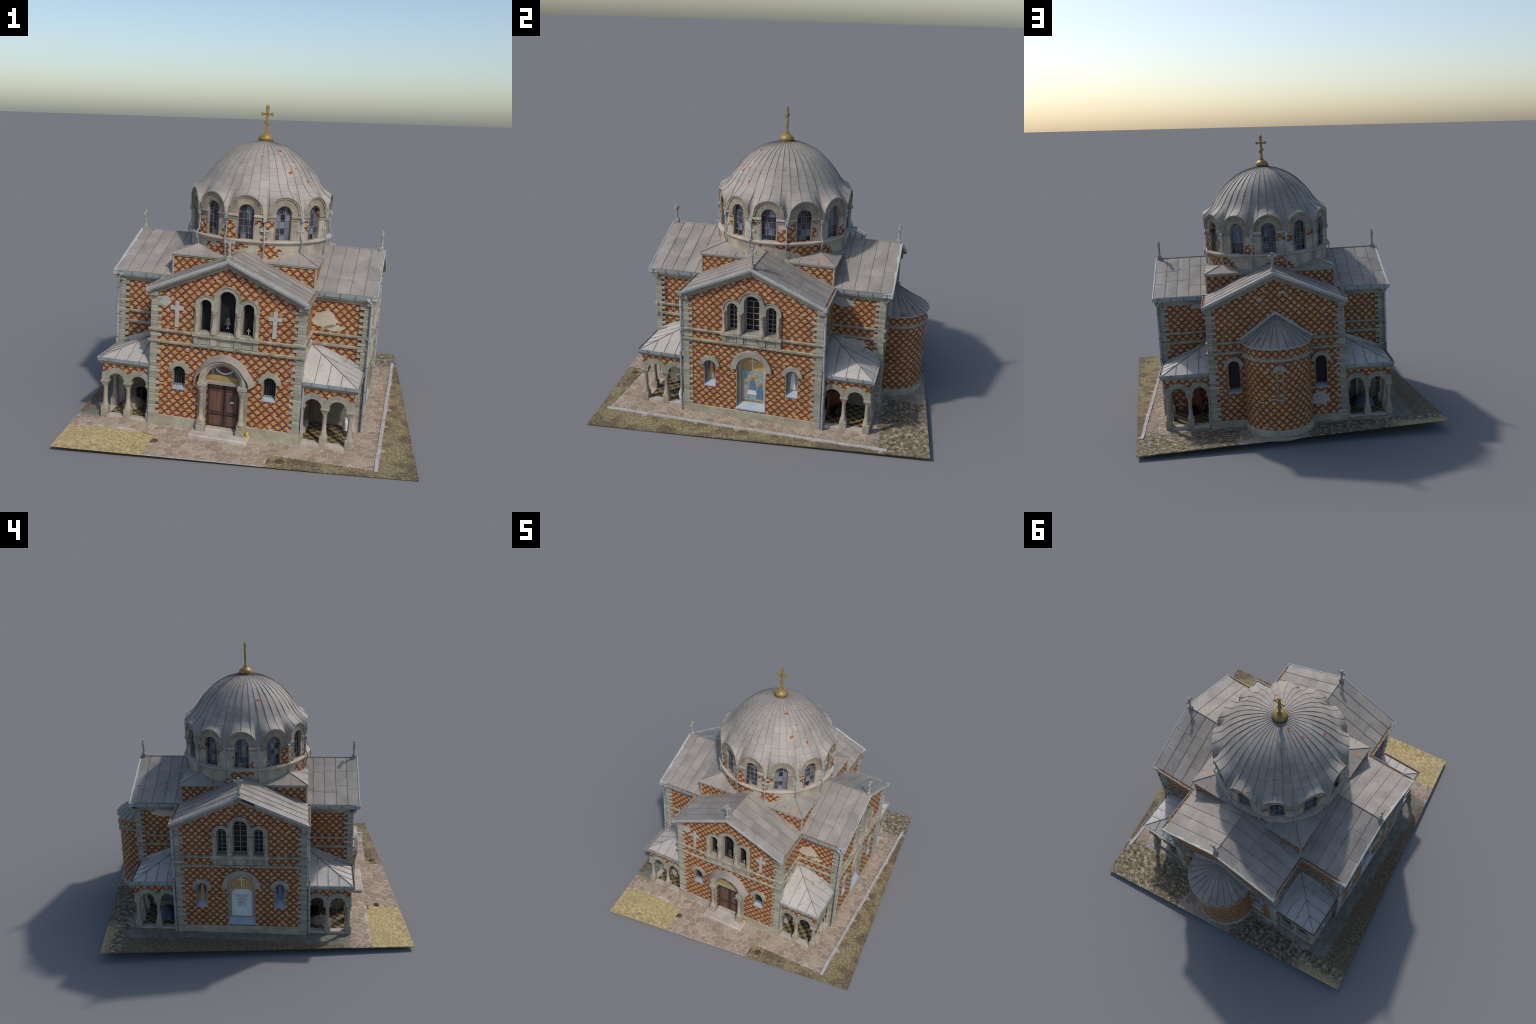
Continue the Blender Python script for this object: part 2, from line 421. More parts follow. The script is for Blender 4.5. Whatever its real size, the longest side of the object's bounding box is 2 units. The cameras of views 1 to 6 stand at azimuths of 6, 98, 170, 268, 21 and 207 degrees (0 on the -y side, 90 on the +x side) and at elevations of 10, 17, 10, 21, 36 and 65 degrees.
class Buf:
    """collects vertices and faces of one mesh; facade coordinates are (u, v, w) = (x, z, -y)"""

    def __init__(self):
        self.v, self.f = [], []

    def add(self, verts, faces):
        o = len(self.v)
        self.v += [tuple(p) for p in verts]
        self.f += [tuple(i + o for i in f) for f in faces]
        return self

    def box(self, x0, x1, y0, y1, z0, z1):
        v = [(x, y, z) for x in (x0, x1) for y in (y0, y1) for z in (z0, z1)]
        return self.add(v, [(0, 1, 3, 2), (4, 6, 7, 5), (0, 4, 5, 1), (2, 3, 7, 6), (0, 2, 6, 4), (1, 5, 7, 3)])

    def fbox(self, u0, u1, v0, v1, w0, w1):
        return self.box(u0, u1, -w1, -w0, v0, v1)

    def prism(self, loops, w0, w1):
        """filled outline with holes in the facade plane, from depth w0 to w1"""
        tri = tessellate_polygon([[Vector((p[0], p[1], 0)) for p in l] for l in loops])
        flat = [p for l in loops for p in l]
        n = len(flat)
        v = [(p[0], -w1, p[1]) for p in flat] + [(p[0], -w0, p[1]) for p in flat]
        f = [t for t in tri] + [(t[2] + n, t[1] + n, t[0] + n) for t in tri]
        o = 0
        for l in loops:
            k = len(l)
            for a in range(k):
                b = (a + 1) % k
                f.append((o + a, o + b, o + b + n, o + a + n))
            o += k
        return self.add(v, f)

    def lathe(self, prof, cx=0, cy=0, seg=24, a0=0.0, a1=2 * PI, square=False):
        full = abs(a1 - a0 - 2 * PI) < 1e-6
        m = seg if full else seg + 1
        v = []
        for r, z in prof:
            for s in range(m):
                a = a0 + (a1 - a0) * s / seg
                v.append((cx + r * cos(a), cy + r * sin(a), z))
        f = []
        for i in range(len(prof) - 1):
            for s in range(seg):
                t = (s + 1) % m
                f.append((i * m + s, i * m + t, (i + 1) * m + t, (i + 1) * m + s))
        if full:
            f.append(tuple(range(m))[::-1])
            f.append(tuple((len(prof) - 1) * m + s for s in range(m)))
        return self.add(v, f)

    def tube(self, pts, r, seg=8):
        pts = [Vector(p) for p in pts]
        v = []
        for i, p in enumerate(pts):
            t = (pts[min(i + 1, len(pts) - 1)] - pts[max(i - 1, 0)]).normalized()
            a = t.cross(Vector((0.31, 0.77, 0.13))).normalized()
            b = t.cross(a)
            v += [p + r * (cos(2 * PI * s / seg) * a + sin(2 * PI * s / seg) * b) for s in range(seg)]
        f = []
        for i in range(len(pts) - 1):
            for s in range(seg):
                t = (s + 1) % seg
                f.append((i * seg + s, i * seg + t, (i + 1) * seg + t, (i + 1) * seg + s))
        f.append(tuple(range(seg)))
        f.append(tuple((len(pts) - 1) * seg + s for s in range(seg))[::-1])
        return self.add(v, f)

    def loft(self, sections, close=True):
        """sections: equal length point loops"""
        k = len(sections[0])
        v = [p for s in sections for p in s]
        f = []
        for i in range(len(sections) - 1):
            for a in range(k):
                b = (a + 1) % k
                f.append((i * k + a, i * k + b, (i + 1) * k + b, (i + 1) * k + a))
        if close:
            f.append(tuple(range(k))[::-1])
            f.append(tuple((len(sections) - 1) * k + a for a in range(k)))
        return self.add(v, f)

    def mesh(self, name, mat, smooth=None, bevel=0.0):
        me = bpy.data.meshes.new(name)
        me.from_pydata([Vector(p) for p in self.v], [], self.f)
        bm = bmesh.new()
        bm.from_mesh(me)
        bmesh.ops.remove_doubles(bm, verts=bm.verts, dist=1e-6)
        bmesh.ops.recalc_face_normals(bm, faces=bm.faces)
        if bevel:
            es = [e for e in bm.edges if len(e.link_faces) == 2 and e.calc_face_angle(0) > 0.6]
            bmesh.ops.bevel(bm, geom=es, offset=bevel, segments=1, affect='EDGES', clamp_overlap=True)
        bm.to_mesh(me)
        bm.free()
        me.materials.append(mat)
        if smooth is not None:
            me.shade_smooth()
            me.set_sharp_from_angle(angle=math.radians(smooth))
        return me


ROOT = bpy.data.objects.new('byzantine_church', None)
COL.objects.link(ROOT)
ROOT.matrix_world = M
ROOT['label'] = 'domed Byzantine church of patterned red and yellow brick'
ROOT['category'] = 'church'


def obj(name, me, parent=None, mat4=None):
    o = bpy.data.objects.new(name, me)
    COL.objects.link(o)
    o.parent = parent or ROOT
    if mat4 is not None:
        o.matrix_local = mat4
    return o


def rotz(k):
    return Matrix.Rotation(k * PI / 2, 4, 'Z')


def arch_loop(uc, half, v0, spring, seg=14):
    pts = [(uc - half, v0), (uc + half, v0)]
    for s in range(seg + 1):
        a = PI * s / seg
        pts.append((uc + half * cos(a), spring + half * sin(a)))
    return pts


def band_loop(uc, spring, r0, r1, seg=20, a0=0.0, a1=PI, leg=0.0):
    o = [(uc + r1 * cos(a0 + (a1 - a0) * s / seg), spring + r1 * sin(a0 + (a1 - a0) * s / seg)) for s in range(seg + 1)]
    i = [(uc + r0 * cos(a0 + (a1 - a0) * s / seg), spring + r0 * sin(a0 + (a1 - a0) * s / seg)) for s in range(seg, -1, -1)]
    if leg:
        o = [(uc + r1, spring - leg)] + o + [(uc - r1, spring - leg)]
        i = [(uc - r0, spring - leg)] + i + [(uc + r0, spring - leg)]
    return o + i


# ------------------------------------------------------------------ facades
SIDE_U = 0.253
B1 = (0.489, 0.509)     # lower belt
B2 = (0.553, 0.572)     # upper belt
FRONT, RIGHT, BACK, LEFT = 0, 1, 2, 3


def triple_outline(z0):
    pts = [(-0.178, z0)]
    N = 60
    for s in range(N + 1):
        u = -0.178 + 0.356 * s / N
        best = 0.722
        for c, zc, r in ((-0.117, 0.722, 0.061), (0, 0.769, 0.074), (0.117, 0.722, 0.061)):
            if abs(u - c) <= r:
                best = max(best, zc + sqrt(max(0, r * r - (u - c) ** 2)))
        pts.append((u, best))
    pts.append((0.178, z0))
    return pts


TRIPLE = [(-0.117, 0.031, 0.728), (0.0, 0.046, 0.769), (0.117, 0.031, 0.728)]


def facade(k):
    global WALL
    WALL = PLANE[k]
    R = rotz(k)
    holes = []
    if k != BACK:
        for c, h, sp in TRIPLE:
            holes.append(arch_loop(c, h + 0.004, 0.575, sp))
    if k == FRONT:
        holes.append(arch_loop(0, 0.094, 0.018, 0.339, 20))
        smalls = [(s * SIDE_U, 0.0375, 0.236, 0.334) for s in (-1, 1)]
    elif k == BACK:
        smalls = [(s * 0.270, 0.0375, 0.238, 0.408) for s in (-1, 1)]
    else:
        holes.append(arch_loop(0, 0.091, 0.075, 0.342, 20))
        smalls = [(s * SIDE_U - 0.004, 0.0375, 0.200, 0.339) for s in (-1, 1)]
    for c, h, z0, sp in smalls:
        holes.append(arch_loop(c, h, z0, sp))
    e = SIDE - 0.001
    outline = [(-e, 0.0), (e, 0.0), (e, roof_z(e) - 0.03), (0, RIDGE - 0.03), (-e, roof_z(e) - 0.03)]
    if k == FRONT:   # the door hole must stay inside the outline
        pass
    wall = obj('brick_facade', Buf().prism([outline] + holes, WALL - 0.060, WALL).mesh('brick_facade', BRICK), ROOT, R)

    def sub(name, buf, mat, **kw):
        return obj(name, buf.mesh(name, mat, **kw), wall)

    # ---- plinth
    b = Buf()
    if k == FRONT:
        for s in (-1, 1):
            b.fbox(min(s * 0.13, s * (HALF + 0.005)), max(s * 0.13, s * (HALF + 0.005)), 0.0, 0.078, WALL - 0.05, WALL + 0.006)
    else:
        b.fbox(-HALF - 0.005, HALF + 0.005, 0.0, 0.064, WALL - 0.05, WALL + 0.006)
    sub('plinth', b, STONE_P, bevel=0.002)
    # ---- belts
    for z0, z1 in (B1, B2):
        prof = [(WALL - 0.01, z0 + 0.002), (WALL + 0.006, z0), (WALL + 0.013, z0 + 0.006), (WALL + 0.015, z1 - 0.004), (WALL - 0.01, z1)]
        a, c = -HALF - 0.013, HALF + 0.013
        b = Buf().loft([[(a, -w, z) for w, z in prof], [(c, -w, z) for w, z in prof]])
        sub('string_course', b, STONE_B)
    # ---- triple window
    if k != BACK:
        loops = [triple_outline(0.572)] + [arch_loop(c, h, 0.580, sp) for c, h, sp in TRIPLE]
        tri = sub('window_surround', Buf().prism(loops, WALL - 0.05, WALL + 0.007), STONE)
        # moulded hood edge
        hood = triple_outline(0.70)
        inner = [(u * 0.955, 0.700 + (z - 0.700) * 0.955) for u, z in hood]
        sub('hood_mould', Buf().prism([hood + inner[::-1]], WALL, WALL + 0.011), STONE)
        # colonnettes
        b = Buf()
        for u, r in ((-0.067, 0.0135), (0.067, 0.0135), (-0.164, 0.009), (0.164, 0.009)):
            q = r / 0.0135
            b.lathe([(0.019 * q, 0.575), (0.019 * q, 0.592), (0.015 * q, 0.606), (0.0125 * q, 0.612), (0.0115 * q, 0.668), (0.014 * q, 0.674), (0.012 * q, 0.677), (0.0185 * q, 0.694), (0.0195 * q, 0.704), (0.0195 * q, 0.709)],
                    u, -(WALL + 0.009), 14)
        sub('colonnette', b, COLUMN_M, smooth=40)
        # sill and panels under the windows
        b = Buf().fbox(-0.185, 0.185, 0.553, 0.577, WALL - 0.03, WALL + 0.021)
        sub('window_sill', b, STONE_B, bevel=0.003)
        b = Buf()
        for u0, u1 in ((-0.178, -0.152), (-0.086, -0.048), (0.048, 0.086), (0.152, 0.178)):
            b.fbox(u0, u1, 0.509, 0.556, WALL - 0.01, WALL + 0.011)
        sub('panel_pilaster', b, STONE, bevel=0.001)
        b = Buf().fbox(-0.170, 0.170, 0.508, 0.555, WALL - 0.01, WALL + 0.004)
        for u0, u1 in ((-0.147, -0.091), (-0.043, 0.043), (0.091, 0.147)):
            b.prism([[(u0, 0.512), (u1, 0.512), (u1, 0.551), (u0, 0.551)], [(u0 + 0.006, 0.518), (u1 - 0.006, 0.518), (u1 - 0.006, 0.545), (u0 + 0.006, 0.545)]], WALL + 0.003, WALL + 0.007)
        sub('sill_panel', b, STONE)
        for c, h, sp in TRIPLE:
            back = 0.052 if k == FRONT else 0.044
            pane = sub('window_pane', Buf().fbox(c - h - 0.004, c + h + 0.004, 0.57, sp + h + 0.004, WALL - back - 0.006, WALL - back), DARK if k == FRONT else GLASS)  # front windows are open: a dark plate stands in for the unlit inside
            if k == FRONT:
                b = Buf().prism([arch_loop(c, h, 0.580, sp), arch_loop(c, h - 0.004, 0.584, sp)], WALL - 0.04, WALL - 0.03)
                sub('window_frame', b, WOOD_D)
                continue
            b = Buf().prism([arch_loop(c, h, 0.580, sp), arch_loop(c, h - 0.006, 0.586, sp)], WALL - 0.0435, WALL - 0.0365)
            b.fbox(c - 0.0022, c + 0.0022, 0.58, sp + (0 if k == RIGHT else h * 0.98), WALL - 0.0435, WALL - 0.0375)
            top = sp + 0.0
            nb = 5
            for q in range(1, nb + 1):
                z = 0.58 + (top - 0.58) * q / nb
                b.fbox(c - h + 0.002, c + h - 0.002, z - 0.0016, z + 0.0016, WALL - 0.0430, WALL - 0.0380)
            sub('window_frame', b, FRAME_M)
        if k == FRONT:
            b = Buf().lathe([(0.002, 0.668), (0.010, 0.664), (0.013, 0.652), (0.016, 0.638), (0.020, 0.630)], 0.0, -(WALL - 0.024), 16)
            sub('bell', b, simple('bronze_bell', (0.035, 0.04, 0.035), 0.5), smooth=50)
            b = Buf().fbox(0.115, 0.119, 0.585, 0.618, WALL - 0.028, WALL - 0.024).fbox(0.107, 0.127, 0.604, 0.608, WALL - 0.028, WALL - 0.024)
            b.prism([[(-0.008, 0.603), (-0.005, 0.603), (0.008, 0.622), (0.005, 0.622)]], WALL - 0.028, WALL - 0.024)
            b.prism([[(-0.006, 0.620), (-0.003, 0.622), (0.008, 0.606), (0.005, 0.604)]], WALL - 0.028, WALL - 0.0241)
            sub('memorial_cross', b, CROSS_G)
    # ---- small windows or niches
    for idx, (c, h, z0, sp) in enumerate(smalls):
        sub('window_reveal', Buf().prism([arch_loop(c, h + 0.0002, z0 - 0.0002, sp), arch_loop(c, h - 0.0028, z0 + 0.003, sp)], WALL - 0.045, WALL + 0.0012), STONE)
        sub('hood_arch', Buf().prism([band_loop(c, sp + 0.001, h - 0.001, h + 0.0255)], WALL - 0.002, WALL + 0.011), STONE, bevel=0.0015)
        if k in (FRONT, BACK):
            sub('window_pane', Buf().fbox(c - h - 0.004, c + h + 0.004, z0 - 0.004, sp + h + 0.004, WALL - 0.042, WALL - 0.036), GLASS)
            b = Buf()
            for q in range(6):
                u = c - h + 2 * h * (q + 0.5) / 6
                b.tube([(u, -(WALL - 0.02), z0 + 0.01), (u, -(WALL - 0.02), sp + sqrt(max(0, h * h - (u - c) ** 2)))], 0.0011, 5)
            nz = 2 if k == FRONT else 3
            for q in range(nz):
                z = z0 + 0.03 + (sp - z0 - 0.02) * q / (nz - 1)
                b.tube([(c - h, -(WALL - 0.019), z), (c + h, -(WALL - 0.019), z)], 0.0013, 5)
            sub('window_grille', b, GRILLE)
            prof = [(0.045, 0.026), (-0.005, 0.006), (-0.005, -0.001), (0.045, -0.001)]
            b = Buf().loft([[(c - h + 0.001, -(WALL - w), z0 + z) for w, z in prof], [(c + h - 0.001, -(WALL - w), z0 + z) for w, z in prof]])
            sub('sloping_sill', b, SILL_M)
        else:
            sub('niche_back', Buf().fbox(c - h - 0.004, c + h + 0.004, z0 - 0.004, sp + h + 0.004, WALL - 0.042, WALL - 0.034), ICON_SKY)
            prof = [(0.034, 0.036), (-0.004, 0.006), (-0.004, -0.001), (0.034, -0.001)]
            b = Buf().loft([[(c - h + 0.001, -(WALL - w), z0 + z) for w, z in prof], [(c + h - 0.001, -(WALL - w), z0 + z) for w, z in prof]])
            sub('sloping_sill', b, SILL_M)
            robe, inner_robe = {(RIGHT, 0): (ROBE_MAROON, ROBE_OCHRE), (RIGHT, 1): (ROBE_GREY, CLOTH_WHITE), (LEFT, 0): (ROBE_MAROON, ROBE_OCHRE), (LEFT, 1): (ROBE_MAROON, ROBE_BLUE)}[(k, idx)]
            zb = z0 + 0.040
            wf = WALL - 0.034
            sub('niche_floor', Buf().fbox(c - h, c + h, z0 + 0.03, z0 + 0.062, wf - 0.001, wf + 0.002), ROBE_GREY)
            sub('figure_mantle', Buf().prism([[(c - 0.020, zb + 0.045), (c - 0.024, zb + 0.085), (c - 0.012, zb + 0.112), (c + 0.012, zb + 0.112), (c + 0.024, zb + 0.085), (c + 0.020, zb + 0.045)]], wf, wf + 0.004), robe)
            sub('figure_robe', Buf().prism([[(c - 0.019, zb), (c - 0.012, zb + 0.060), (c - 0.007, zb + 0.108), (c + 0.007, zb + 0.108), (c + 0.012, zb + 0.060), (c + 0.019, zb)]], wf, wf + 0.006), inner_robe)
            sub('figure_head', Buf().lathe([(0.0005, zb + 0.108), (0.006, zb + 0.112), (0.0075, zb + 0.120), (0.005, zb + 0.128), (0.0005, zb + 0.130)], c, -(wf + 0.003), 12), SKIN, smooth=60)
            b = Buf().prism([[(c + 0.013 * cos(2 * PI * s / 20), zb + 0.120 + 0.013 * sin(2 * PI * s / 20)) for s in range(20)]], wf, wf + 0.002)
            sub('figure_halo', b, ICON_GOLD)
    # ---- central bay
    if k in (RIGHT, LEFT):
        sub('niche_hood', Buf().prism([band_loop(0, 0.342, 0.090, 0.126, 28)], WALL - 0.002, WALL + 0.014), STONE, bevel=0.002)
        dp = 0.036
        sub('niche_reveal', Buf().prism([arch_loop(0, 0.0912, 0.0748, 0.342, 20), arch_loop(0, 0.0875, 0.078, 0.342, 20)], WALL - 0.045, WALL + 0.0012), STONE)
        b = Buf().prism([arch_loop(0, 0.091, 0.075, 0.342, 20), arch_loop(0, 0.070, 0.105, 0.342, 20)], WALL - dp, WALL - dp + 0.008)
        sub('niche_frame', b, PLASTER if k == RIGHT else stone_mat('worn_red_plaster', (0.34, 0.29, 0.25), (0.44, 0.38, 0.33)))
        sub('niche_mosaic', Buf().fbox(-0.088, 0.088, 0.08, 0.43, WALL - dp - 0.008, WALL - dp + 0.001), ICON_GOLD)
        prof = [(dp - 0.008, 0.040), (-0.007, 0.006), (-0.007, -0.002), (dp - 0.008, -0.002)]
        b = Buf().loft([[(-0.090, -(WALL - w), 0.075 + z) for w, z in prof], [(0.090, -(WALL - w), 0.075 + z) for w, z in prof]])
        sub('sloping_sill', b, SILL_M)
        b = Buf().fbox(-0.0035, 0.0035, 0.335, 0.408, WALL - dp, WALL - dp + 0.004).fbox(-0.022, 0.022, 0.384, 0.391, WALL - dp, WALL - dp + 0.0042)
        sub('niche_cross', b, CLOTH_WHITE)
        f = WALL - dp
        if k == RIGHT:
            sub('icon_panel', Buf().fbox(-0.068, 0.068, 0.122, 0.326, f, f + 0.004), ICON_BLUE)
            for c, z, mt in ((-0.044, 0.18, ROBE_GREY), (0.0, 0.215, ROBE_BLUE), (0.046, 0.175, ROBE_BLUE)):
                sub('icon_figure', Buf().prism([[(c - 0.022, z - 0.035), (c - 0.018, z + 0.03), (c - 0.006, z + 0.052), (c + 0.006, z + 0.052), (c + 0.018, z + 0.03), (c + 0.022, z - 0.035)]], f + 0.003, f + 0.006), mt)
                sub('icon_halo', Buf().prism([[(c + 0.014 * cos(2 * PI * s / 18), z + 0.062 + 0.014 * sin(2 * PI * s / 18)) for s in range(18)]], f + 0.003, f + 0.0065), ICON_GOLD)
                sub('icon_head', Buf().prism([[(c + 0.007 * cos(2 * PI * s / 14), z + 0.061 + 0.009 * sin(2 * PI * s / 14)) for s in range(14)]], f + 0.006, f + 0.008), SKIN)
            sub('icon_table', Buf().prism([[(-0.030, 0.165), (0.030, 0.165), (0.024, 0.195), (-0.024, 0.195)]], f + 0.005, f + 0.0075), CLOTH_WHITE)
        else:
            L = [(-0.068, 0.118), (0.068, 0.118), (0.068, 0.302), (0.054, 0.302), (0.054, 0.316), (-0.054, 0.316), (-0.054, 0.302), (-0.068, 0.302)]
            sub('inscription_slab', Buf().prism([L], f, f + 0.005), MARBLE)
            b = Buf()
            rnd = random.Random(4)
            for ln in range(11):
                z = 0.272 - ln * 0.0082
                hw = 0.040 if ln in (0, 1, 4) else 0.030 if ln not in (3, 5) else 0.016
                u = -hw
                while u < hw:
                    wd = rnd.uniform(0.0022, 0.0038)
                    b.fbox(u, min(u + wd, hw), z, z + (0.0048 if ln == 4 else 0.0036), f + 0.0045, f + 0.0056)
                    u += wd + (0.0012 if rnd.random() < 0.8 else 0.0035)
            sub('engraved_lines', b, INK)['kind'] = 'stuff'
    if k == FRONT:
        portal(wall, sub)
    if k == BACK:
        apse(wall)
    # ---- quoins
    return wall


def portal(wall, sub):
    step = sub('door_step', Buf().fbox(-0.165, 0.165, 0.0, 0.031, WALL - 0.06, WALL + 0.100), STEP_M, bevel=0.006)
    sub('threshold', Buf().fbox(-0.094, 0.094, 0.0, 0.040, WALL - 0.07, WALL + 0.012), STEP_M, bevel=0.003)
    # door leaves
    d = WALL - 0.030
    for s in (-1, 1):
        u0, u1 = (0.002, 0.092) if s > 0 else (-0.092, -0.002)
        door = sub('door_leaf', Buf().fbox(u0, u1, 0.035, 0.289, d - 0.012, d), WOOD_D)
        for z0, z1, nm in ((0.050, 0.108, 'door_panel'), (0.128, 0.245, 'door_panel'), (0.266, 0.282, 'door_panel')):
            b = Buf().prism([[(u0 + 0.012, z0), (u1 - 0.012, z0), (u1 - 0.012, z1), (u0 + 0.012, z1)]], d - 0.002, d + 0.003)
            b.prism([[(u0 + 0.019, z0 + 0.006), (u1 - 0.019, z0 + 0.006), (u1 - 0.019, z1 - 0.006), (u0 + 0.019, z1 - 0.006)]], d + 0.002, d + 0.005)
            o = obj(nm, b.mesh(nm, WOOD), door)
        obj('door_rail', Buf().fbox(u0 + 0.004, u1 - 0.004, 0.113, 0.123, d, d + 0.007).mesh('door_rail', WOOD_D, bevel=0.002), door)
        b = Buf()
        for q in range(9):
            u = u0 + 0.014 + (u1 - u0 - 0.028) * q / 8
            b.fbox(u - 0.0022, u + 0.0022, 0.251, 0.259, d, d + 0.004)
        obj('door_dentil', b.mesh('door_dentil', WOOD), door)
    sub('door_handle', Buf().tube([(0.008, -d - 0.006, 0.150), (0.008, -d - 0.006, 0.172)], 0.003, 8), GRILLE)
    sub('door_plate', Buf().fbox(0.036, 0.058, 0.186, 0.196, d + 0.004, d + 0.0065), IRONWHITE)
    sub('door_lintel', Buf().fbox(-0.094, 0.094, 0.289, 0.310, WALL - 0.05, WALL - 0.002), STONE, bevel=0.003)
    sub('lintel_frieze', Buf().fbox(-0.094, 0.094, 0.310, 0.342, WALL - 0.05, WALL - 0.010), simple('gilt_frieze', (0.30, 0.20, 0.08), 0.6, var=0.6, scale=14.0))
    sub('tympanum', Buf().prism([arch_loop(0, 0.096, 0.335, 0.339, 20)], WALL - 0.05, WALL - 0.016), ICON_DARK)
    f = WALL - 0.016
    b = Buf().prism([[(-0.030, 0.350), (-0.022, 0.385), (-0.008, 0.402), (0.008, 0.402), (0.022, 0.385), (0.030, 0.350)]], f, f + 0.003)
    sub('painted_figure', b, ROBE_MAROON)
    sub('painted_head', Buf().prism([[(0.009 * cos(2 * PI * s / 16), 0.409 + 0.011 * sin(2 * PI * s / 16)) for s in range(16)]], f, f + 0.0035), SKIN)
    sub('painted_veil', Buf().prism([band_loop(0, 0.415, 0.057, 0.064, 20, PI * 1.17, PI * 1.83)], f, f + 0.0045), CLOTH_WHITE)
    for s in (-1, 1):
        sub('painted_attendant', Buf().prism([[(s * 0.078, 0.346), (s * 0.060, 0.348), (s * 0.064, 0.378), (s * 0.070, 0.378)]], f, f + 0.003), ROBE_OCHRE)
    # jambs behind the columns
    for s in (-1, 1):
        u0, u1 = sorted((s * 0.094, s * 0.139))
        sub('portal_jamb', Buf().fbox(u0, u1, 0.02, 0.285, WALL - 0.05, WALL + 0.014), STONE, bevel=0.002)
        cx, w = s * 0.112, WALL + 0.029
        b = Buf().fbox(cx - 0.024, cx + 0.024, 0.02, 0.066, w - 0.03, w + 0.017)
        b.fbox(cx - 0.021, cx + 0.021, 0.066, 0.094, w - 0.03, w + 0.014)
        pe = sub('column_pedestal', b, COLUMN_M, bevel=0.003)
        b = Buf().lathe([(0.021, 0.094), (0.020, 0.102), (0.0155, 0.112), (0.0135, 0.120), (0.0125, 0.170), (0.0122, 0.236), (0.014, 0.240), (0.0125, 0.244)], cx, -w, 18)
        sub('portal_column', b, COLUMN_M, smooth=40)
        b = Buf().lathe([(0.0125, 0.243), (0.015, 0.250), (0.020, 0.266), (0.024, 0.276), (0.024, 0.286)], cx, -w, 18)
        sub('column_capital', b, COLUMN_M, smooth=35)
        sub('impost_block', Buf().fbox(cx - 0.026, cx + 0.028, 0.286, 0.312, WALL - 0.02, w + 0.020), STONE, bevel=0.004)
    # the barrel hood: inner stone ring, flaring metal covered canopy
    ring = []
    seg = 32
    prof = [(0.094, WALL - 0.03), (0.096, WALL + 0.030), (0.116, WALL + 0.046), (0.130, WALL + 0.045), (0.141, WALL + 0.02), (0.141, WALL - 0.005)]
    secs = [[(r * cos(PI * s / seg), -w, 0.312 + r * sin(PI * s / seg) * 1.02) for r, w in prof] for s in range(seg + 1)]
    sub('portal_arch', Buf().loft(secs), COLUMN_M, smooth=35)
    prof = [(0.131, WALL + 0.052), (0.136, WALL + 0.054), (0.143, WALL + 0.036), (0.148, WALL + 0.013), (0.157, WALL - 0.004), (0.140, WALL - 0.004)]
    secs = []
    for s in range(seg + 1):
        a = PI * s / seg
        e = max(0.0, abs(cos(a)) - 0.90) * 0.16
        secs.append([((r + e) * cos(a), -w, 0.310 + (r + e) * sin(a)) for r, w in prof])
    sub('portal_canopy', Buf().loft(secs), ROOF_M, smooth=35)
    for s in (-1, 1):
        u = s * 0.262 if s > 0 else -0.277
        b = Buf().fbox(u - 0.011, u + 0.011, 0.590, 0.735, WALL - 0.004, WALL + 0.006).fbox(u - 0.037, u + 0.037, 0.684, 0.706, WALL - 0.004, WALL + 0.0062)
        sub('wall_cross', b, CROSS_G)
    b = Buf().lathe([(0.001, 0.03), (0.010, 0.032), (0.012, 0.042), (0.008, 0.052), (0.001, 0.056)], 0.150, -(WALL + 0.02), 10)
    sub('flower_pot', b, simple('flowers', (0.45, 0.36, 0.06), 0.8, var=0.8, scale=90.0), smooth=60)


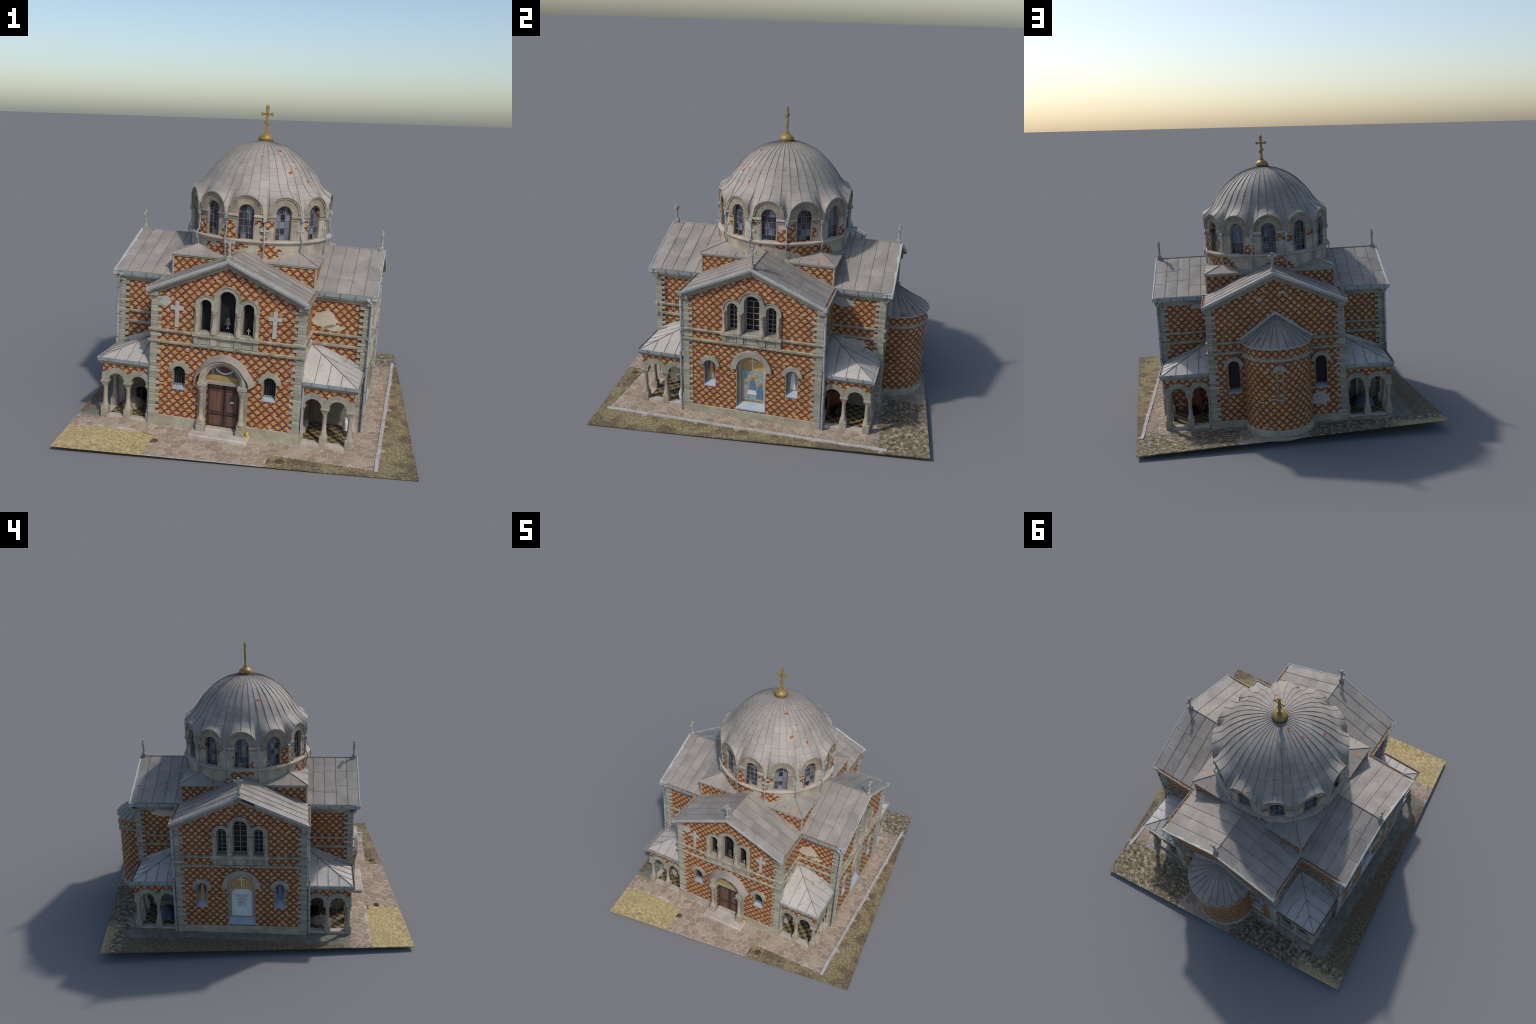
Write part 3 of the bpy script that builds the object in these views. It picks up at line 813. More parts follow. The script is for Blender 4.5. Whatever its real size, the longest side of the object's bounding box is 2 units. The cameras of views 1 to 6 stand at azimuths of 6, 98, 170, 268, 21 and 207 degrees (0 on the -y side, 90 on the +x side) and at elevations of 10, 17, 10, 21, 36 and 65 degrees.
def apse(wall):
    """half round apse in the coordinates of the back facade: centre at y = -0.735"""
    cy, r = -0.752, 0.204
    a0, a1 = PI - 0.16, 2 * PI + 0.16
    body = obj('apse_wall', Buf().lathe([(r, 0.0), (r, 0.575)], 0, cy, 72, a0, a1).mesh('apse_wall', BRICK_APSE_F, smooth=60), wall)

    def sub(name, b, mat, **kw):
        return obj(name, b.mesh(name, mat, **kw), body)
    sub('apse_plinth', Buf().lathe([(r, 0.0), (r + 0.009, 0.0), (r + 0.008, 0.060), (r + 0.004, 0.066), (r - 0.002, 0.066)], 0, cy, 72, a0, a1), STONE_P, smooth=40)
    sub('apse_ring', Buf().lathe([(r - 0.002, 0.488), (r + 0.006, 0.488), (r + 0.012, 0.496), (r + 0.012, 0.506), (r - 0.002, 0.510)], 0, cy, 72, a0, a1), STONE_B, smooth=40)
    # roof of wedge sheets running to a point against the gable
    apex = Vector((0.0, -WALL - 0.004, 0.728))
    N = 14
    for s in range(N):
        b = Buf()
        v, sub_n, rows = [], 6, 8
        for q in range(sub_n + 1):
            a = a0 + (a1 - a0) * (s + q / sub_n) / N
            e = Vector((0.219 * cos(a), cy + 0.219 * sin(a), 0.573))
            for t in range(rows + 1):
                f = t / rows
                p = e.lerp(apex, f * 0.999)
                p.z -= 0.006 * sin(PI * f) - 0.0018 * sin(PI * q / sub_n) * (1 - f)
                v.append(p)
        fs = [(q * (rows + 1) + t, (q + 1) * (rows + 1) + t, (q + 1) * (rows + 1) + t + 1, q * (rows + 1) + t + 1) for q in range(sub_n) for t in range(rows)]
        b.add(v, fs)
        sub('apse_roof_sheet', b, ROOF_M, smooth=40)
        a = a0 + (a1 - a0) * s / N
        e = Vector((0.220 * cos(a), cy + 0.220 * sin(a), 0.575))
        pts = [e.lerp(apex, f / 6) + Vector((0, 0, 0.001 - 0.006 * sin(PI * f / 6))) for f in range(7)]
        sub('roof_seam', Buf().tube(pts, 0.0016, 5), SEAM_M)
    sub('apse_eave', Buf().lathe([(r - 0.002, 0.560), (r + 0.008, 0.562), (0.219, 0.568), (0.220, 0.574), (r, 0.576)], 0, cy, 72, a0, a1), FASCIA_M, smooth=40)
    for s in (-1, 1):
        b = Buf().prism([[(s * 0.215, 0.572), (s * 0.232, 0.580), (0, 0.745), (0, 0.722)]], WALL - 0.004, WALL + 0.012)
        sub('apse_flashing', b, FASCIA_M)
    # slit window with a small hood, set into a shallow box
    fy = r + 0.752
    b = Buf().prism([arch_loop(0.0, 0.021, 0.250, 0.420), arch_loop(0.0, 0.0135, 0.262, 0.422)], fy - 0.012, fy + 0.0015)
    sub('slit_frame', b, STONE)
    sub('window_pane', Buf().prism([arch_loop(0.0, 0.014, 0.262, 0.422)], fy - 0.010, fy - 0.002), GLASS)
    sub('slit_shutter', Buf().prism([[(-0.013, 0.335), (0.013, 0.335), (0.013, 0.428), (0.0, 0.435), (-0.013, 0.428)]], fy - 0.004, fy - 0.0005), CROSS_G)
    sub('hood_arch', Buf().prism([band_loop(0.0, 0.428, 0.014, 0.042)], fy - 0.012, fy + 0.007), STONE, bevel=0.0015)
    sub('sloping_sill', Buf().fbox(-0.022, 0.022, 0.250, 0.258, fy - 0.01, fy + 0.008), SILL_M)


# the apse lives in the back facade's rotated frame, so its brick centre is mirrored
BRICK_APSE_F = brick_mat('brick_cross_pattern_apse_round', 'cyl', 0.0, -0.752, 0.204, shift=0.012)

WALLS = [facade(k) for k in range(4)]

# ------------------------------------------------------------------ arms: side walls, cornices, roofs
SIDE_LOOP = [(0.400, 0.0), (WALL - 0.054, 0.0), (WALL - 0.054, 0.80), (0.400, 0.80)]


def facet_strip(b, u0, u1, z0, z1, prof):
    b.loft([[(u0, -w, z) for w, z in prof], [(u1, -w, z) for w, z in prof]])


def dent(p, amp, sc=9.0, off=0.0):
    return amp * mnoise.noise(Vector((p[0] * sc + off, p[1] * sc, p[2] * sc)))


def arm(k):
    global WALL
    WALL = PLANE[k]
    R = rotz(k)
    wall = WALLS[k]
    for s in (-1, 1):
        SIDE = 0.4215 if (k, s) == (RIGHT, 1) else 0.4135
        x0, x1 = sorted((s * (SIDE - 0.05), s * SIDE))
        sw = obj('arm_side_wall', Buf().box(x0, x1, -(WALL - 0.003), -0.400, 0.0, 0.79).mesh('arm_side_wall', BRICK_SIDE), wall)
        # string courses return along the side wall
        for z0, z1 in (B1, B2):
            prof = [(SIDE - 0.01, z0 + 0.002), (SIDE + 0.006, z0), (SIDE + 0.013, z0 + 0.006), (SIDE + 0.015, z1 - 0.004), (SIDE - 0.01, z1)]
            b = Buf().loft([[(s * w, -(WALL - 0.01), z) for w, z in prof], [(s * w, -0.412, z) for w, z in prof]])
            obj('string_course', b.mesh('string_course', STONE_B), sw)
        # eave cornice in stone, gutter in zinc, litter lying in the gutter
        prof = [(SIDE - 0.01, 0.744), (SIDE + 0.006, 0.746), (HALF + 0.008, 0.764), (HALF + 0.016, 0.770), (HALF + 0.018, 0.781), (HALF - 0.01, 0.781)]
        b = Buf().loft([[(s * w, -(WALL + 0.0), z) for w, z in prof], [(s * w, -0.41, z) for w, z in prof]])
        obj('eave_cornice', b.mesh('eave_cornice', STONE), sw)
        e = HALF - 0.004
        prof = [(e, 0.780), (e + 0.024, 0.780), (e + 0.028, 0.802), (e + 0.0245, 0.802), (e + 0.021, 0.785), (e, 0.785)]
        b = Buf().loft([[(s * w, -(VERGE[k] + 0.001), z) for w, z in prof], [(s * w, -0.424 - 0.022, z) for w, z in prof]])
        gu = obj('eave_gutter', b.mesh('eave_gutter', GUTTER_M), sw)
        b = Buf()
        for q in range(4):
            y = -(0.48 + q * 0.085)
            b.box(min(s * (e + 0.022), s * (e + 0.030)), max(s * (e + 0.022), s * (e + 0.030)), y - 0.002, y + 0.002, 0.779, 0.8035)
        obj('gutter_clip', b.mesh('gutter_clip', SEAM_M), gu)
        vs, fs = [], []
        n = 40
        for q in range(n + 1):
            y = -(0.40 + (VERGE[k] - 0.006 - 0.40) * q / n)
            for w in (e - 0.014, e + 0.004, e + 0.022):
                z = 0.796 + dent((w, y, 0.3), 0.004, 40.0, k * 3 + s)
                vs.append((s * w, y, z + (0.007 if w < e else 0)))
        for q in range(n):
            for t in range(2):
                fs.append((q * 3 + t, q * 3 + t + 1, q * 3 + t + 4, q * 3 + t + 3))
        obj('leaf_litter', Buf().add(vs, fs).mesh('leaf_litter', DEBRIS), gu)['kind'] = 'stuff'
    # raking cornice: two stone steps, then the metal fascia
    for s in (-1, 1):
        ve = VERGE[k]

        def rake(prof, name, mat, u1=HALF + 0.018, bevel=0.0):
            b = Buf().loft([[(0.0, -w, RIDGE + z) for w, z in prof], [(s * u1, -w, roof_z(u1) + z) for w, z in prof]])
            obj(name, b.mesh(name, mat), wall)
        rake([(WALL - 0.02, -0.012), (WALL - 0.02, -0.048), (WALL + 0.008, -0.048), (WALL + 0.009, -0.038), (WALL + 0.018, -0.034), (WALL + 0.019, -0.026), (ve - 0.008, -0.022), (ve - 0.007, -0.012)], 'raking_cornice', STONE)
        rake([(ve - 0.060, -0.004), (ve - 0.060, -0.014), (ve - 0.003, -0.014), (ve, -0.002), (ve, 0.005), (ve - 0.005, 0.006), (ve - 0.010, 0.001)], 'gable_fascia', FASCIA_M, HALF + 0.023)
        # kneeler: the flat foot of the gable
        u0, u1 = sorted((s * (HALF - 0.035), s * (HALF + 0.018)))
        obj('gable_kneeler', Buf().fbox(u0, u1, 0.752, 0.781, WALL - 0.02, WALL + 0.020).mesh('gable_kneeler', STONE, bevel=0.003), wall)
    # roof bed and sheets
    w0, w1, ue = 0.384, VERGE[k] - 0.002, HALF + 0.004
    th = 0.012
    sec = [(-ue, roof_z(ue) - th), (0, RIDGE - th), (ue, roof_z(ue) - th), (ue, roof_z(ue) - 0.003), (0, RIDGE - 0.003), (-ue, roof_z(ue) - 0.003)]
    bed = obj('arm_roof', Buf().loft([[(u, -w0, z) for u, z in sec], [(u, -(w1 - 0.004), z) for u, z in sec]]).mesh('arm_roof', SEAM_M), ROOT, R)
    rnd = random.Random(20 + k)
    nst = 5
    for s in (-1, 1):
        for st in range(nst):
            a, c = w0 + (w1 - w0) * st / nst, w0 + (w1 - w0) * (st + 1) / nst
            cuts = [0.0, rnd.uniform(0.10, 0.17), rnd.uniform(0.24, 0.32), ue]
            for q in range(3):
                vs, fs, nu, nw = [], [], 6, 4
                ph = rnd.uniform(0, 40)
                for i in range(nu + 1):
                    u = cuts[q] + (cuts[q + 1] - cuts[q]) * i / nu
                    for j in range(nw + 1):
                        w = a + (c - a) * j / nw
                        edge = sin(PI * i / nu) * sin(PI * j / nw)
                        z = roof_z(u) + 0.0012 * (i / nu) + edge * (0.0012 + dent((u, w, 0), 0.0035, 14.0, ph))
                        vs.append((s * u, -w, z))
                for i in range(nu):
                    for j in range(nw):
                        p = i * (nw + 1) + j
                        fs.append((p, p + 1, p + nw + 2, p + nw + 1))
                # turned down front edge gives each sheet its thickness
                base = len(vs)
                for j in range(nw + 1):
                    x, y, z = vs[nu * (nw + 1) + j]
                    vs.append((x, y, z - 0.004))
                for j in range(nw):
                    fs.append((nu * (nw + 1) + j, nu * (nw + 1) + j + 1, base + j + 1, base + j))
                obj('roof_sheet', Buf().add(vs, fs).mesh('roof_sheet', ROOF_M, smooth=50), bed)
            if st:
                secs = []
                for i in range(9):
                    u = ue * i / 8
                    wj = a + dent((u, a, 1), 0.0015, 12.0, k)
                    z = roof_z(u)
                    secs.append([(s * u, -(wj - 0.0014), z - 0.002), (s * u, -(wj + 0.0014), z - 0.002), (s * u, -(wj + 0.0010), z + 0.0035), (s * u, -(wj - 0.0010), z + 0.0035)])
                obj('roof_seam', Buf().loft(secs).mesh('roof_seam', SEAM_M), bed)
    obj('ridge_cap', Buf().tube([(0, -w0, RIDGE), (0, -w1, RIDGE + 0.001)], 0.0045, 8).mesh('ridge_cap', ROOF_M, smooth=60), bed)
    # stone cross on the gable point
    y = -(VERGE[k] - 0.026)
    b = Buf()
    b.box(-0.012, 0.012, y - 0.012, y + 0.014, RIDGE - 0.012, RIDGE + 0.022)
    b.lathe([(0.009, RIDGE + 0.020), (0.007, RIDGE + 0.034), (0.0075, RIDGE + 0.06), (0.007, RIDGE + 0.078)], 0, y, 8)
    b.box(-0.007, 0.007, y - 0.006, y + 0.006, RIDGE + 0.07, RIDGE + 0.120)
    b.box(-0.023, 0.023, y - 0.0058, y + 0.0058, RIDGE + 0.088, RIDGE + 0.103)
    for u in (-0.0235, 0.0235):
        b.box(u - 0.003, u + 0.003, y - 0.007, y + 0.007, RIDGE + 0.085, RIDGE + 0.106)
    obj('gable_cross', b.mesh('gable_cross', FINIAL_M, bevel=0.0015), wall)


for k in range(4):
    arm(k)

# ------------------------------------------------------------------ quoins
STEP_H = 0.0172
long_me = Buf().box(-0.058, 0.0045, -0.0045, 0.058, 0.0005, STEP_H - 0.0005).mesh('quoin_stone', STONE_Q, bevel=0.0012)
short_me = Buf().box(-0.036, 0.0035, -0.0035, 0.036, 0.0005, STEP_H - 0.0005).mesh('quoin_stone', STONE_Q, bevel=0.0012)
for k in range(4):
    for s in (-1, 1):
        q = 0
        z = 0.066 if k != FRONT else 0.079
        while z + STEP_H < 0.758:
            base = Matrix.Translation((s * HALF, -PLANE[k], z))
            if s < 0:
                base = base @ Matrix.Rotation(-PI / 2, 4, 'Z')
            obj('quoin_stone', long_me if q % 2 == 0 else short_me, WALLS[k], base)
            q += 1
            z += STEP_H

# ------------------------------------------------------------------ plaster patches where tiles fell off


def patch(wall, name, cu, cv, ru, rv, seed, plane=None, mat=PLASTER):
    WALL = PLANE[WALLS.index(wall)]
    rnd = random.Random(seed)
    pts = []
    for s in range(22):
        a = 2 * PI * s / 22
        f = 1 + rnd.uniform(-0.16, 0.16)
        u, v = cu + ru * f * cos(a), cv + rv * f * sin(a)
        # edges follow the courses
        pts.append((round(u / BRICK_W * 2) * BRICK_W / 2 + rnd.uniform(-.0004, .0004), round(v / COURSE) * COURSE + rnd.uniform(-.0004, .0004)))
    clean = [pts[0]]
    for p in pts[1:]:
        if abs(p[0] - clean[-1][0]) + abs(p[1] - clean[-1][1]) > 0.002:
            clean.append(p)
    if plane is None:
        b = Buf().prism([clean], WALL - 0.002, WALL + 0.0016)
    else:        # on a side wall of the arm: swap axes
        sgn = plane
        b = Buf().prism([clean], SIDE - 0.002, SIDE + (0.0096 if (wall, plane) == (WALLS[RIGHT], 1) else 0.0016))
        b.v = [(sgn * -y, -x, z) for x, y, z in b.v]
    obj('plaster_patch', b.mesh('plaster_patch', mat), wall)


patch(WALLS[FRONT], 'p', -0.345, 0.728, 0.034, 0.026, 1, None, CROSS_G)
patch(WALLS[RIGHT], 'p', 0.485, 0.640, 0.065, 0.050, 2, -1)
patch(WALLS[RIGHT], 'p', 0.540, 0.598, 0.060, 0.018, 12, -1)
patch(WALLS[RIGHT], 'p', 0.475, 0.735, 0.050, 0.020, 3, 1, CROSS_G)
patch(WALLS[BACK], 'p', 0.480, 0.715, 0.060, 0.034, 13, -1, CROSS_G)
patch(WALLS[BACK], 'p', 0.545, 0.445, 0.095, 0.036, 6, -1)
patch(WALLS[BACK], 'p', 0.262, 0.165, 0.056, 0.042, 4, None, CROSS_G)
patch(WALLS[BACK], 'p', 0.540, 0.725, 0.085, 0.028, 5, 1)
patch(WALLS[BACK], 'p', 0.05, 0.855, 0.022, 0.008, 8, None, CROSS_G)
patch(WALLS[BACK], 'p', -0.09, 0.822, 0.016, 0.007, 9, None, CROSS_G)
patch(WALLS[FRONT], 'p', 0.155, 0.770, 0.010, 0.016, 10, None, CROSS_G)

# ------------------------------------------------------------------ porches in the four corners
PW = 0.7135        # outer face of the pedestals
AW0, AW1 = 0.672, 0.706


def porch_arcade(buf_fn):
    pass


def porch(k):
    """corner porch between facade k and the next one (x > 0, y < 0 in the frame of facade k)"""
    R = rotz(k)
    b = Buf().box(0.40, 0.708, -0.708, -0.40, 0.004, 0.033)
    floor = obj('porch', b.mesh('porch', TILE), ROOT, Matrix.Translation((0, 0, (0.0, 0.003, -0.007, -0.011)[k])) @ R)

    def sub(name, b, mat, **kw):
        return obj(name, b.mesh(name, mat, **kw), floor)

    sub('porch_kerb', Buf().box(0.424, 0.7115, -0.7115, -0.672, 0.0, 0.035).box(0.672, 0.7115, -0.6719, -0.424, 0.0, 0.0352), STEP_M, bevel=0.002)

    def flip(bf):   # mirror the arcade to the other open side
        bf.v = [(-y, -x, z) for x, y, z in bf.v]
        return bf
    A = [(0.4905, 0.0465), (0.6235, 0.048)]
    top = 0.345

    def arcade():
        pts = [(0.424, top), (0.424, 0.236), (A[0][0] - A[0][1], 0.236)]
        for c, h in A:
            for s in range(17):
                a = PI - PI * s / 16
                pts.append((c + h * cos(a), 0.236 + h * sin(a)))
        pts += [(0.7055, 0.236), (0.7055, top)]
        return Buf().prism([pts], AW0, AW1)

    def rings():
        b = Buf()
        for c, h in A:
            b.prism([band_loop(c, 0.236, h - 0.0008, h + 0.031, 20)], AW0 + 0.001 + c * 0.001, AW1 + 0.003 + c * 0.003)
        b.fbox(0.537, 0.5755, 0.2355, 0.262, AW0 + 0.002, AW1 + 0.004)
        b.fbox(0.6712, 0.7105, 0.2355, 0.285, AW0 + 0.002, AW1 + 0.0035)
        b.fbox(0.4245, 0.4442, 0.2355, 0.262, AW0 + 0.002, AW1 + 0.004)
        return b
    for fl in (False, True):
        m = (lambda q: flip(q)) if fl else (lambda q: q)
        sub('porch_arcade', m(arcade()), BRICK_SIDE if fl else BRICK)
        sub('porch_arch', m(rings()), STONE)
        prof = [(AW0, 0.336), (AW1 + 0.004, 0.336), (AW1 + 0.010, 0.346), (AW1 + 0.016, 0.350), (AW1 + 0.017, 0.357), (AW0, 0.357)]
        sub('porch_cornice', m(Buf().loft([[(0.424, -w, z) for w, z in prof], [(0.712 + (w - AW1), -w, z) for w, z in prof]])), STONE)
        g = AW1
        prof = [(g, 0.356), (g + 0.022, 0.356), (g + 0.026, 0.376), (g + 0.0225, 0.376), (g + 0.019, 0.361), (g, 0.361)]
        gu = sub('porch_gutter', m(Buf().loft([[(0.428, -w, z) for w, z in prof], [(w, -w, z) for w, z in prof]])), GUTTER_M)
        b = Buf()
        for q in range(3):
            u = 0.48 + q * 0.09
            b.fbox(u - 0.002, u + 0.002, 0.355, 0.378, g + 0.020, g + 0.0275)
        sub('gutter_clip', m(b), SEAM_M)
        vs, fs, n = [], [], 24
        for q in range(n + 1):
            u = 0.428 + (0.724 - 0.428) * q / n
            for w in (g - 0.012, g + 0.006, g + 0.020):
                vs.append((min(u, w + 0.002), -w, 0.3675 + (0.006 if w < g else 0) + dent((u, w, .1), 0.003, 50.0, k)))
        for q in range(n):
            for t in range(2):
                fs.append((q * 3 + t, q * 3 + t + 1, q * 3 + t + 4, q * 3 + t + 3))
        sub('leaf_litter', m(Buf().add(vs, fs)), DEBRIS if k in (2, 3) else PORCH_M)['kind'] = 'stuff'
        # columns: middle one on each side, half column against the facade
        for u, half in ((0.5565, False), (0.4335, True)):
            w = 0.6925
            b = Buf()
            b.fbox(u - (0.010 if half else 0.021), u + (0.012 if half else 0.021), 0.02, 0.078, w - 0.021, w + 0.021)
            sub('column_pedestal', m(b), COLUMN_M, bevel=0.003)
            q = 0.75 if half else 1.0
            b = Buf().lathe([(0.0195 * q, 0.077), (0.0185 * q, 0.090), (0.0150 * q, 0.098), (0.0152 * q, 0.104), (0.0125 * q, 0.108), (0.0118 * q, 0.150), (0.0112 * q, 0.194), (0.013 * q, 0.197), (0.012 * q, 0.200)], u, -w, 16)
            sub('porch_column', m(b), COLUMN_M, smooth=40)
            sh = 0.010 if half else 0.0
            b = Buf().loft([[(u + dx * a, -(w + dy * a), z) for dx, dy in ((-1, -1), (1, -1), (1, 1), (-1, 1))] for a, z in ((0.0105 * q, 0.198), (0.013 * q, 0.206), (0.019 * q, 0.222), (0.021 * q, 0.224), (0.0235 * q, 0.228), (0.0235 * q, 0.237))])
            sub('column_capital', m(b), COLUMN_M, bevel=0.001)
        # sloping flashing against the church wall
        pts = [(0.404, 0.492), (0.722, 0.368), (0.722, 0.392), (0.404, 0.520)]
        sub('porch_flashing', m(Buf().prism([pts], 0.405, 0.421)), FASCIA_M)
    # corner column
    u = w = 0.6925
    sub('column_pedestal', Buf().fbox(u - 0.021, u + 0.021, 0.018, 0.078, w - 0.021, w + 0.021), COLUMN_M, bevel=0.003)
    sub('porch_column', Buf().lathe([(0.0195, 0.077), (0.0185, 0.090), (0.0150, 0.098), (0.0152, 0.104), (0.0130, 0.108), (0.0125, 0.150), (0.0118, 0.194), (0.013, 0.197), (0.012, 0.200)], u, -w, 16), COLUMN_M, smooth=40)
    sub('column_capital', Buf().loft([[(u + dx * a, -(w + dy * a), z) for dx, dy in ((-1, -1), (1, -1), (1, 1), (-1, 1))] for a, z in ((0.0105, 0.198), (0.013, 0.206), (0.019, 0.222), (0.021, 0.224), (0.0225, 0.228), (0.0225, 0.237))]), COLUMN_M, bevel=0.001)
    # roof: two planes meeting on a hip that climbs to the re-entrant corner
    e0, zt, zb = 0.716, 0.492, 0.371

    def rz(x, y):
        t = max(x, -y)
        return zt + (zb - zt) * (t - 0.425) / (e0 - 0.425)
    for side in (0, 1):
        n = 14
        vs, fs = [], []
        for i in range(n + 1):           # along the slope from wall to eave
            t = 0.402 + (e0 - 0.402) * i / n
            for j in range(n + 1):       # from the wall to the hip
                o = 0.402 + (t - 0.402) * j / n
                x, y = (o, -t) if side == 0 else (t, -o)
                edge = sin(PI * i / n) * sin(PI * j / n)
                vs.append((x, y, rz(x, y) + edge * dent((x, y, side), 0.006, 11.0, k * 7.0)))
        for i in range(n):
            for j in range(n):
                p = i * (n + 1) + j
                fs.append((p, p + 1, p + n + 2, p + n + 1))
        nb = len(vs)
        vs += [(x, y, z - 0.010) for x, y, z in vs]
        fs += [tuple(q + nb for q in f[::-1]) for f in fs]
        rim = [n * (n + 1) + j for j in range(n + 1)]
        fs += [(rim[j], rim[j + 1], rim[j + 1] + nb, rim[j] + nb) for j in range(n)]
        sub('porch_roof_plane', Buf().add(vs, fs), PORCH_M, smooth=50)
        for o in (0.490, 0.560, 0.630):
            a = (o, -o) if side == 0 else (o, -o)
            c = (o, -e0) if side == 0 else (e0, -o)
            pts = [(a[0] + (c[0] - a[0]) * f / 5, a[1] + (c[1] - a[1]) * f / 5) for f in range(6)]
            sub('roof_seam', Buf().tube([(x, y, rz(x, y) + 0.0015) for x, y in pts], 0.0017, 5), SEAM_M)
    sub('roof_hip', Buf().tube([(0.404, -0.404, zt + 0.0107), (e0 - 0.002, -e0 + 0.002, zb + 0.002)], 0.0022, 6), SEAM_M)
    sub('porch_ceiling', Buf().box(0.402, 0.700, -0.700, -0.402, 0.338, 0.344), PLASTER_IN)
    # plastered inner walls, a recessed doorway and a bench
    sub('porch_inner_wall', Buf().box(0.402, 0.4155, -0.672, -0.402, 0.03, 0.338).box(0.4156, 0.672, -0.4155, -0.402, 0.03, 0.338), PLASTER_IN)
    b = Buf().box(0.455, 0.525, -0.420, -0.404, 0.034, 0.255)
    sub('side_door', b, simple('old_side_door', (0.13, 0.105, 0.08), 0.7, var=0.5), bevel=0.002)
    sub('wall_tablet', Buf().box(0.555, 0.640, -0.419, -0.404, 0.190, 0.290), CROSS_G, bevel=0.002)
    sub('door_case', Buf().box(0.532, 0.541, -0.424, -0.406, 0.034, 0.285).box(0.441, 0.449, -0.424, -0.406, 0.034, 0.285).box(0.441, 0.541, -0.424, -0.4061, 0.262, 0.274), REDWOOD if k in (0, 1) else PLASTER)
    sub('low_bench', Buf().box(0.4155, 0.445, -0.60, -0.48, 0.033, 0.070), STEP_M, bevel=0.003)
    if k == 0:
        sub('milk_churn', Buf().lathe([(0.014, 0.034), (0.016, 0.060), (0.015, 0.085), (0.009, 0.095), (0.009, 0.105)], 0.652, -0.475, 14), MARBLE, smooth=50)
    if k == 3:   # rubbish heap with a black bin
        sub('black_bin', Buf().lathe([(0.030, 0.034), (0.036, 0.110), (0.038, 0.115)], 0.475, -0.56, 20), BLACK, smooth=50)
        vs = []
        b = Buf().loft([[(0.50 + dx * a, -0.58 + dy * a * 0.7, z) for dx, dy in ((-1, -.6), (0, -1.1), (1, -.7), (1.1, .6), (0.2, 1), (-1, .8))] for a, z in ((0.075, 0.033), (0.06, 0.055), (0.025, 0.078))])
        sub('sand_sack', b, COLUMN_M, smooth=60)
        rnd = random.Random(3)
        b = Buf()
        for q in range(26):
            x, y = rnd.uniform(0.44, 0.62), rnd.uniform(-0.64, -0.46)
            b.tube([(x, y, 0.035), (x + rnd.uniform(-.03, .03), y + rnd.uniform(-.03, .03), rnd.uniform(0.08, 0.19))], 0.0014, 4)
        sub('dry_branch', b, simple('branch', (0.12, 0.10, 0.085), 0.9))['kind'] = 'stuff'
    if k == 2:
        b = Buf().loft([[(0.56 + dx * a, -0.53 + dy * a, z) for dx, dy in ((-1, -.6), (0, -1.1), (1, -.7), (1.1, .6), (0.2, 1), (-1, .8))] for a, z in ((0.065, 0.033), (0.055, 0.070), (0.02, 0.105))])
        sub('tarpaulin_heap', b, BLUEBAG, smooth=60)
        rnd = random.Random(5)
        b = Buf()
        for q in range(40):
            x, y, z = rnd.uniform(0.45, 0.66), rnd.uniform(-0.66, -0.45), 0.036 + rnd.random() ** 2 * 0.12
            a = rnd.uniform(0, 6.28)
            b.add([(x, y, z), (x + 0.008 * cos(a), y + 0.008 * sin(a), z + 0.004), (x + 0.006 * cos(a + .9), y + 0.006 * sin(a + .9), z + 0.002)], [(0, 1, 2)])
        sub('weed', b, GREEN)['kind'] = 'stuff'
    if k == 1:
        sub('stacked_board', Buf().box(0.44, 0.448, -0.60, -0.50, 0.034, 0.19).box(0.45, 0.50, -0.50, -0.494, 0.034, 0.15), REDWOOD)
        sub('dark_sack', Buf().lathe([(0.034, 0.033), (0.038, 0.055), (0.022, 0.085), (0.002, 0.092)], 0.50, -0.56, 14), BLACK, smooth=60)


for k in range(4):
    porch(k)

# ------------------------------------------------------------------ downpipes at the corners of the side arms
for k in (RIGHT, LEFT):
    for s in (-1, 1):
        x, y = s * (HALF + 0.013), -(PLANE[k] + 0.006)
        d = 1 if s > 0 else -1
        b = Buf().tube([(x + d * 0.008, y + 0.03, 0.782), (x + d * 0.004, y + 0.012, 0.772), (x, y, 0.755), (x, y, 0.60), (x, y, 0.42), (x + d * .004, y, 0.40), (x + d * .004, y, 0.20), (x + d * .004, y, 0.018)], 0.0075, 10)
        pipe = obj('downpipe', b.mesh('downpipe', GUTTER_M, smooth=60), WALLS[k])
        b = Buf()
        for z in (0.70, 0.54, 0.40, 0.26, 0.12):
            b.lathe([(0.0095, z - 0.003), (0.0095, z + 0.003)], x + (d * .004 if z < .41 else 0), y, 10)
        obj('pipe_clip', b.mesh('pipe_clip', SEAM_M), pipe)
for s in (-1, 1):
    x, y = s * (HALF + 0.012), -(PLANE[0] - 0.012)
    b = Buf().tube([(x, y, 0.365), (x, y, 0.018)], 0.0045, 8)
    obj('downpipe', b.mesh('downpipe', GUTTER_M, smooth=60), WALLS[FRONT])

